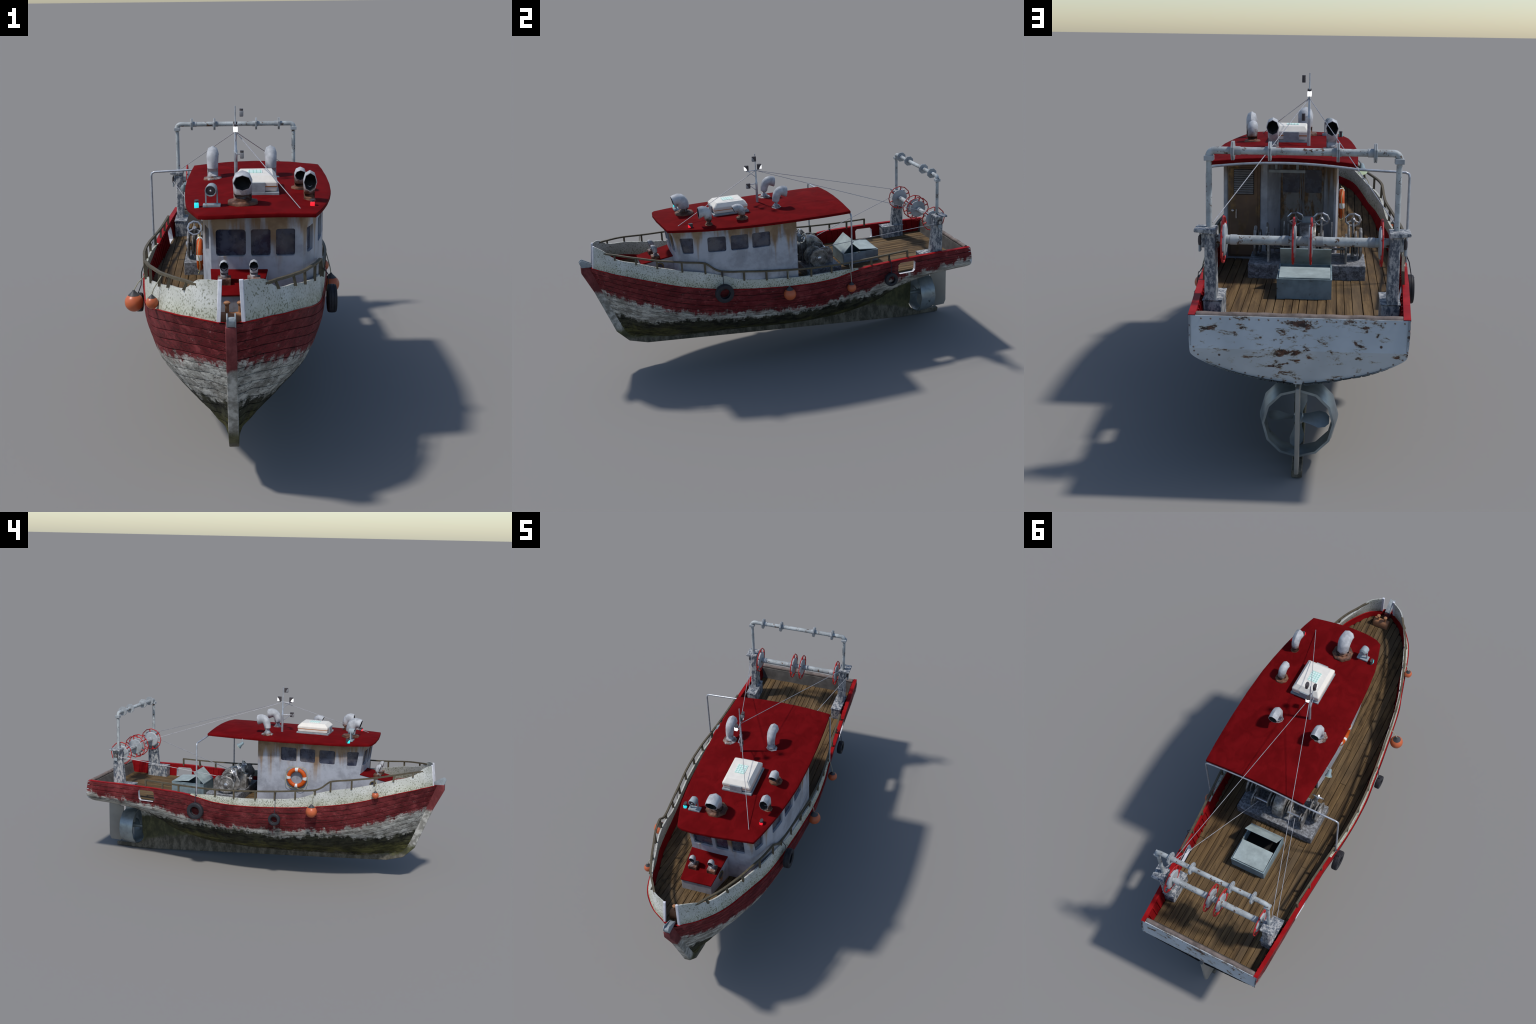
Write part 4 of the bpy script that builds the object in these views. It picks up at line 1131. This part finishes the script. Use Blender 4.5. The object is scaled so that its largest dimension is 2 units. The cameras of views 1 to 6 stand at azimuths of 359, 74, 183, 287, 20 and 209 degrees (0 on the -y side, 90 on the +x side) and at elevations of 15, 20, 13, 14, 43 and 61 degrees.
def under_parts():
    zc = .132
    # nozzle ring
    prof = [(.1075, .794), (.109, .805), (.106, .84), (.098, .881), (.0915, .8815), (.0925, .85), (.094, .81), (.102, .794)]
    g = Geo(); n = 12; rows = []
    for r, y in prof + [prof[0]]:
        rows.append([(XC + r * math.cos(2*math.pi*k/n), y, zc + r * math.sin(2*math.pi*k/n)) for k in range(n)])
    g.grid(rows, close=True)
    noz = obj("propeller_nozzle", g, M['steel'], smooth=40)
    # propeller
    hub = obj("propeller_hub", Geo().lathe([(.010, -.075), (.011, -.02), (.015, -.01), (.015, .014), (.006, .026)], (XC, .835, zc), (0, 1, 0), 12), M['steel'], noz, smooth=40)
    blade = [(.010, .013), (.030, .016), (.055, .024), (.074, .020), (.084, .010)]
    for k in range(4):
        t = math.radians(90 * k + 4); rd = Vector((math.cos(t), 0, math.sin(t))); tg = Vector((-math.sin(t), 0, math.cos(t)))
        rows = []
        for r, w in blade:
            pitch = math.radians(52 - 300 * r); c = Vector((XC, .835, zc)) + rd * r
            d = (tg * math.cos(pitch) + Vector((0, 1, 0)) * math.sin(pitch)); nn = d.cross(rd) * .0018
            rows.append([c - d * w, c + nn, c + d * w, c - nn])
        obj("propeller_blade", Geo().grid(rows, close=True), M['steel'], noz, smooth=50)
    # strut of the nozzle and the rudder
    obj("nozzle_strut", Geo().box((XC - .006, .83, zc + .095), (XC + .006, .88, .282)), M['steel'], noz, bevel=.001)
    rud = [(.897, .243), (.924, .245), (.926, .262), (.990, .272), (.990, .055), (.980, .030), (.926, .028), (.899, .036)]
    obj("rudder", Geo().prism(rud, XC - .0055, XC + .0055, 'x'), M['rudder'], bevel=.003, segs=2)
    obj("rudder_stock", Geo().tube([(XC, .922, .018), (XC, .922, .285)], .0048, 8), M['steel'], smooth=60)
    obj("rudder_bearing", Geo().box((XC - .008, .912, .255), (XC + .008, .932, .285)), M['steel'], bevel=.001)

def bow_parts():
    obj("bow_fairlead", Geo().prism([(-.998, .58), (-.991, .562), (-.93, .552), (-.930, .566), (-.985, .588), (-.9945, .589)], -.021, -.002, 'x'), M['raft_grey'], bevel=.0015)
    for s in (1, -1):
        obj("fairlead_cheek", Geo().prism([(-1.0, .586), (-.991, .560), (-.930, .550), (-.928, .566), (-.984, .598), (-.990, .598)], -.0115 + s * .0105 - .0018, -.0115 + s * .0105 + .0018, 'x'), M['raft_grey'], bevel=.0008)
    b = obj("bollard", Geo().prism([(-.896, .528), (-.856, .522), (-.856, .545), (-.862, .560), (-.874, .566), (-.887, .562), (-.896, .548)], -.044, .034, 'x'), M['brown'], bevel=.004, segs=2, smooth=50)
    for x in (-.0235, .012):
        obj("bollard_horn", Geo().lathe([(.0055, 0), (.0052, .022), (.0062, .026), (.009, .0285), (.0092, .032), (.006, .0345)], (x, -.874, .560), (0, 0, 1), 10), M['brown'], b, smooth=35)

def tyre(c, R, w, side, tilt=0.0):
    prof = []
    for r, h in ((.54, .36), (.56, .42), (.66, .49), (.82, .5), (.93, .46), (.97, .40), (.955, .37), (.985, .34), (1.0, .2), (.975, .185), (.975, .165), (1.0, .15), (1.0, -.15), (.975, -.165), (.975, -.185), (1.0, -.2), (.985, -.34), (.955, -.37), (.97, -.4), (.93, -.46), (.82, -.5), (.66, -.49), (.56, -.42), (.54, -.36), (.60, -.3), (.62, 0), (.60, .3), (.54, .36)):
        prof.append((r * R, h * w))
    return obj("tyre_fender", Geo().lathe(prof, c, (side, 0, tilt), 20, cap0=False, cap1=False), M['rubber'], smooth=30)

def rope(name, a, b, mat, r=.0014, sag=.0, out=0.0, parent=None):
    a, b = Vector(a), Vector(b); pts = []
    for k in range(7):
        t = k / 6; p = a.lerp(b, t); p += Vector((out * math.sin(math.pi * t), sag * math.sin(math.pi * t), 0)); pts.append(p)
    return obj(name, Geo().tube(pts, r, 6), mat, parent, smooth=60)

def fender_parts():
    def side_x(s, y): return XC + s * rail_h(y)
    for s, x, y, z, R, w in ((1, .306, -.352, .435, .0465, .030), (1, .3135, .52, .367, .0345, .024), (-1, -.338, .309, .365, .047, .028), (-1, -.338, -.142, .365, .033, .024)):
        t = tyre((x, y, z), R, w, s)
        out = half_breadth(y) + .004
        obj("fender_line", Geo().tube([(side_x(s, y), y, rail_z(y)), (XC + s * (out + .003), y, max(bulwark_top(y) if y < .33 else 0, sheer(y))), (XC + s * (out + .006), y, sheer(y) - .0), (x + s * w * .2, y, z + R * .9), (x + s * w * .52, y, z + R * .8), (x, y, z + R * .55)], .0017, 6), M['black'], t, smooth=60)
    for s, x, y, z, R in ((-1, -.333, -.343, .428, .0305), (-1, -.2435, -.662, .527, .0185), (1, .333, -.03, .387, .0305), (1, .333, .296, .367, .0228)):
        g = Geo()
        prof = [(R * math.sin(math.radians(a)), R * math.cos(math.radians(a))) for a in range(180, 28, -10)]
        g.lathe(prof, (x, y, z), (0, 0, 1), 20, cap0=False, cap1=True)
        f = obj("float_buoy", g, M['buoy'], smooth=70)
        obj("float_cap", Geo().lathe([(R * .62, R * .80), (R * .5, R * .92), (R * .18, R * 1.22), (R * .12, R * 1.35)], (x, y, z), (0, 0, 1), 14), M['buoycap'], f, smooth=60)
        top = (x, y, z + R * 1.3)
        yr = y + (.02 if R > .03 and s < 0 else .0)
        out = half_breadth(y) + .003
        obj("float_line", Geo().tube([(side_x(s, y), y, rail_z(y) - .003), (XC + s * out, y, max(bulwark_top(y), sheer(y)) - .002), (lerp(XC + s * out, x, .55), y, lerp(bulwark_top(y), z + R * 1.3, .45)), top], .0018, 6), M['rope'], f, smooth=60)

def lifebuoy_parts():
    c = Vector((-.1225, -.202, .55)); ax = (-1, .0, .0)
    lb = obj("lifebuoy", Geo().torus(c, ax, .0455, .0120, 16, 10, flat=.85), M['orange'], smooth=60)
    for k in range(4):
        a = math.radians(90 * k)
        obj("lifebuoy_band", Geo().torus(c, ax, .0455, .0126, 3, 10, a - .17, a + .17, flat=.87), M['band'], lb, smooth=60)
    pts = []
    for k in range(33):
        a = 2 * math.pi * k / 32; r = .0595 + .011 * abs(math.sin(2 * a)) ** 1.5
        pts.append((-.1245 + .004 * math.sin(4 * a), c.y + r * math.cos(a), c.z + r * math.sin(a)))
    obj("lifebuoy_cord", Geo().tube(pts, .0013, 5), M['cord'], lb, smooth=60)

# -------------------------------------------------------------------- build
ROOT = bpy.data.objects.new("fishing_boat", None)
bpy.context.scene.collection.objects.link(ROOT)
ROOT["label"] = "weathered red and white wooden fishing trawler with wheelhouse"
ROOT["category"] = "fishing boat"
build_materials()
hull_parts()
gunwale_parts()
rail_parts()
transom_parts()
deck_parts()
gantry_parts()
under_parts()
SHEAR = False
cabin_parts()
roof = roof_parts()
roof_fittings(roof)
canopy_and_lamp()
crate_parts()
winch_parts()
bow_parts()
fender_parts()
lifebuoy_parts()
